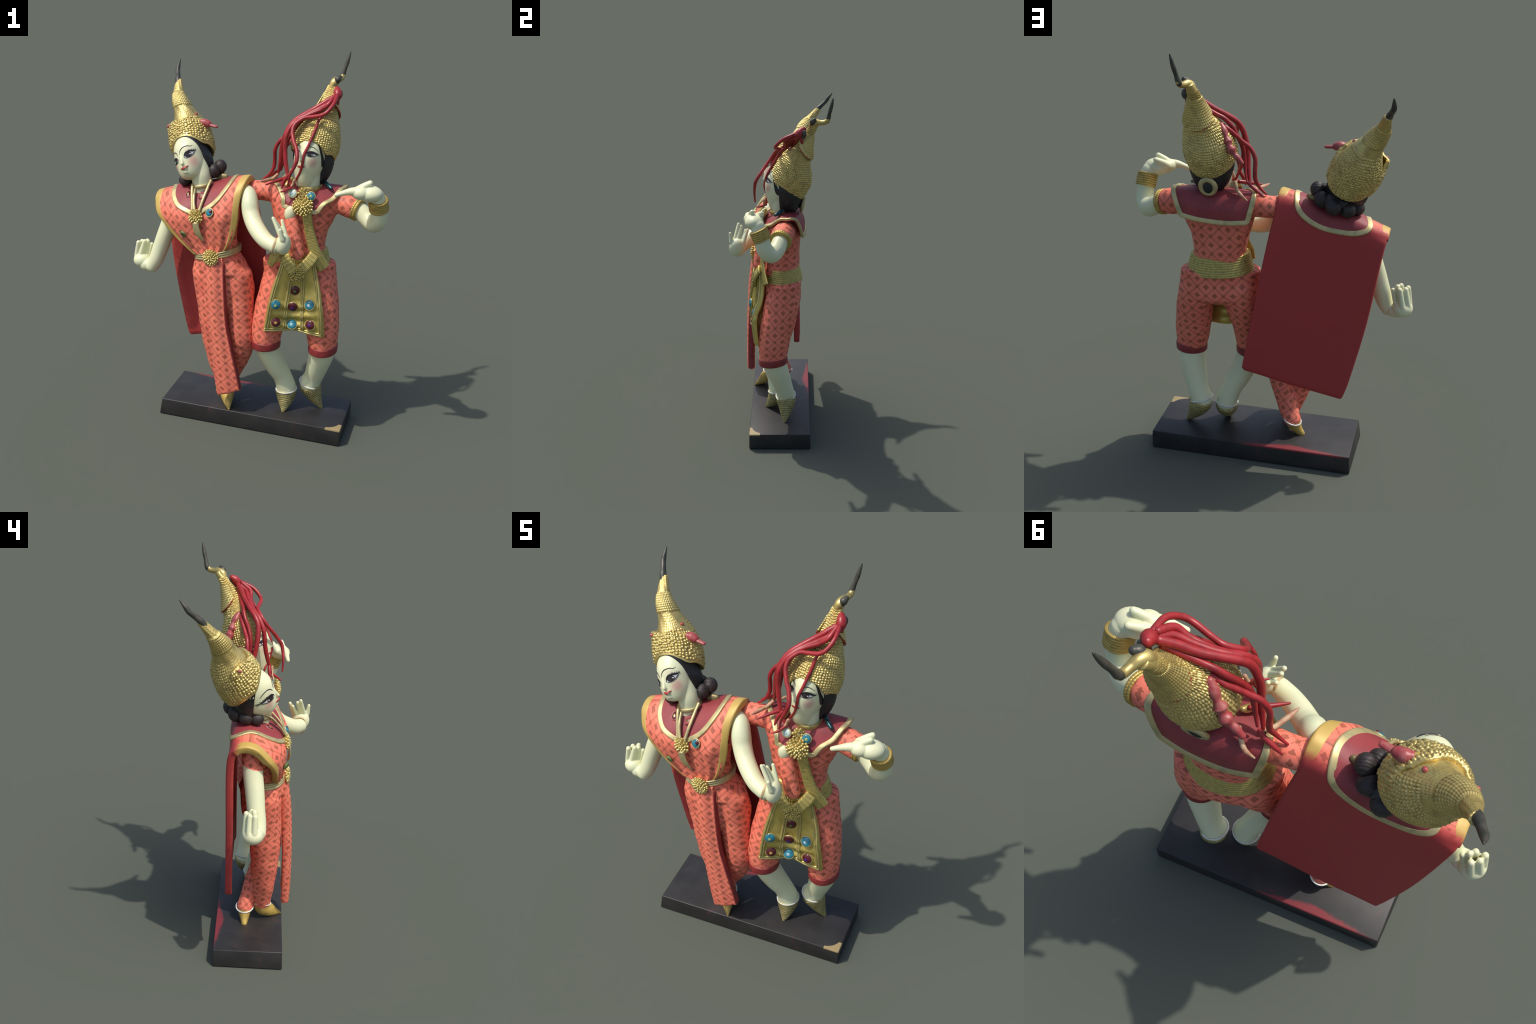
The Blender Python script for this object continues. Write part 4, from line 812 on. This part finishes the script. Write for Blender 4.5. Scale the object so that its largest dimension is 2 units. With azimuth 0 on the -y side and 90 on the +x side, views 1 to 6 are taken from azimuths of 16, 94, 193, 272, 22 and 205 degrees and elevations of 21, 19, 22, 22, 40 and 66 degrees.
woven('sash_end', [(.165, -.150, 1.09), (.158, -.155, 1.04), (.135, -.150, .995), (.118, -.140, .955)], [(-.3, -1, .1)] * 4, [.018, .024, .026, .018], .014, M['weave'], man)
# belt
make('belt', ringband((.237, .003, .990), .143, .102, .10, (-.06, 0), .050, .006, 9, 110, 300, .0024, 130, -.012), M['weave'], man)

# --- trousers
mh = loft([(.238, .0, .958, .165, .098, .20), (.237, .0, .950, .190, .112, .22), (.238, .0, .930, .192, .112, .22), (.243, .000, .88, .192, .112, .2), (.248, -.004, .82, .194, .112, .16), (.250, -.008, .80, .13, .095, .15), (.25, -.006, .782, .07, .07, .1)], 40, 60)
mR = tube([(.345, .015, .86, .090, .098), (.368, -.005, .76, .090, .100), (.386, -.030, .65, .090, .092), (.396, -.040, .57, .084, .086), (.402, -.043, .512, .076, .080)], 36, 40, ref=(1, 0, 0))
mL = tube([(.150, -.012, .86, .094, .106), (.130, -.042, .76, .092, .102), (.114, -.078, .65, .088, .091), (.107, -.094, .57, .083, .083), (.106, -.100, .512, .076, .078)], 36, 40, ref=(1, 0, 0))
me = fused([mh, mR, mL], .0055, 5, lambda co, no: .0022 * vnoise(co, 34, 6))
split(me, [('trouser_seat', FAB_M), ('trouser_leg', FAB_M), ('trouser_leg', FAB_M)], man, lambda c: 0 if c[2] > .80 else (1 if c[0] > .248 else 2))
for c, rx, ry, tl in (((.404, -.043, .497), .072, .077, (.05, .1)), ((.106, -.100, .493), .072, .075, (.08, .0))):
    make('trouser_cuff', ringband(c, rx, ry, 0, tl, .022, .004, 1, 0, 90, .002, 24), M['cuff'], man)
make('leg', tube([(.404, -.042, .50, .066), (.395, -.025, .44, .066), (.372, .000, .35, .058), (.354, .018, .285, .052), (.338, .023, .245, .054), (.335, .024, .232, .055)], 40, 40), M['skin'], man)
make('leg', tube([(.108, -.100, .50, .064), (.122, -.088, .44, .064), (.158, -.062, .35, .058), (.190, -.042, .285, .051), (.212, -.031, .225, .053), (.217, -.029, .205, .054)], 40, 40), M['skin'], man)
anklet((.334, .024, .236), (.25, -.1, 1), .0570, man); anklet((.216, -.029, .202), (-.1, -.05, 1), .0560, man)
M['scale'] = gold_mat('scaly_gold_shoe', (.42, .36, .15), (.25, .22, .09), .42, .6, 50.)
shoe('shoe', [(.334, .024, .226, .030), (.335, .025, .222, .052), (.344, .027, .200, .052), (.358, .026, .172, .042), (.382, .022, .134, .024), (.408, .019, .099, .005)], M['scale'], man, scaly=.0048)
shoe('shoe', [(.216, -.029, .194, .030), (.216, -.030, .190, .052), (.218, -.036, .172, .051), (.220, -.052, .146, .040), (.222, -.076, .118, .022), (.222, -.098, .097, .004)], M['scale'], man, scaly=.0048)

# --- apron with raised ribs and stones
AL = cr([(.190, -.142, 1.01), (.170, -.162, .93), (.150, -.180, .84), (.137, -.192, .76), (.126, -.190, .68), (.118, -.188, .600)], 80)
AC = cr([(.262, -.134, 1.00), (.258, -.132, .92), (.255, -.124, .83), (.252, -.136, .742), (.252, -.132, .67), (.257, -.126, .606)], 80)
AR = cr([(.335, -.112, 1.01), (.355, -.110, .93), (.378, -.122, .85), (.398, -.150, .775), (.412, -.155, .70), (.420, -.143, .598)], 80)
s = np.linspace(0, 1, 60); P = np.array([cr([AL[i], (AL[i] + AC[i]) / 2 + (0, -.004, 0), AC[i], (AR[i] + AC[i]) / 2 + (0, -.004, 0), AR[i]], 60) for i in range(80)])
vv = np.linspace(0, 1, 80); P[..., 1] -= (.007 * np.sin((vv - .55) * 40) * np.clip((vv - .5) / .12, 0, 1) * np.clip((1 - vv) / .1, 0, 1))[:, None] * np.sin(s * math.pi)[None]
N = normals(P); N = N if N[20, 30, 1] < 0 else -N
M['apron'] = gold_mat('apron_gold', (.66, .52, .14), (.52, .41, .10), .32, .6, 12.)
ap = make('apron', slab(P, N, .024), M['apron'], man, sharp=60)
def rib(P, N, line, r=.0055, name='apron_rib'):
    for o in (-.0052, .0052):
        pts = []
        for (i, j), (di, dj) in line:
            p = P[i, j] + N[i, j] * .002; tdir = np.array([P[min(i + 1, 79), j] - P[i - 1 if i else 0, j], P[i, min(j + 1, 59)] - P[i, j - 1 if j else 0]])
            side = unit(tdir[1] if di else tdir[0]); pts.append(tuple(p + side * o) + (r,))
        make(name, tube(pts, 90, 12), M['trimgold'], man)
M['trimgold'] = gold_mat('apron_rib_gold', (.54, .45, .16), (.42, .36, .13), .36, .55)
for j in (2, 21, 39, 57): rib(P, N, [((i, j), (1, 0)) for i in range(0, 80, 4)])
rib(P, N, [((77, j), (0, 1)) for j in range(0, 60, 3)])
bap = bvh_of(ap)
for x, z, mt, core in ((.253, .830, 'wine', 'green'), (.170, .758, 'blue', 'limecore'), (.251, .744, 'wine', 'violet'), (.340, .772, 'blue', 'paleblue'), (.173, .655, 'wine', 'shoe'), (.251, .643, 'blue', 'paleblue'), (.350, .661, 'wine', 'violet')):
    p, n = on_front(bap, x, z, .004); jewel('round_stone', p, n, .0255, .0255, M[mt], M[core], man, M['trimgold'], 0, .45, .42, (.05, -.1))
# pointed girdle: two straps meeting in a beaded disc
woven('girdle_strap', [(.185, -.132, 1.035), (.205, -.150, .995), (.230, -.156, .96), (.250, -.157, .945)], [(-.1, -1, .1)] * 4, [.028, .028, .03, .026], .014, M['weave'], man, rows=.02)
woven('girdle_strap', [(.340, -.115, 1.035), (.318, -.135, .998), (.288, -.148, .962), (.262, -.154, .945)], [(.1, -1, .1)] * 4, [.028, .028, .03, .026], .014, M['weave'], man, rows=.02)
medallion('girdle_disc', (.258, -.152, .937), (.0, -1, .1), .043, man, 12, M['weave'], hub=True, rows=5, bead=.0078, dome=.22)
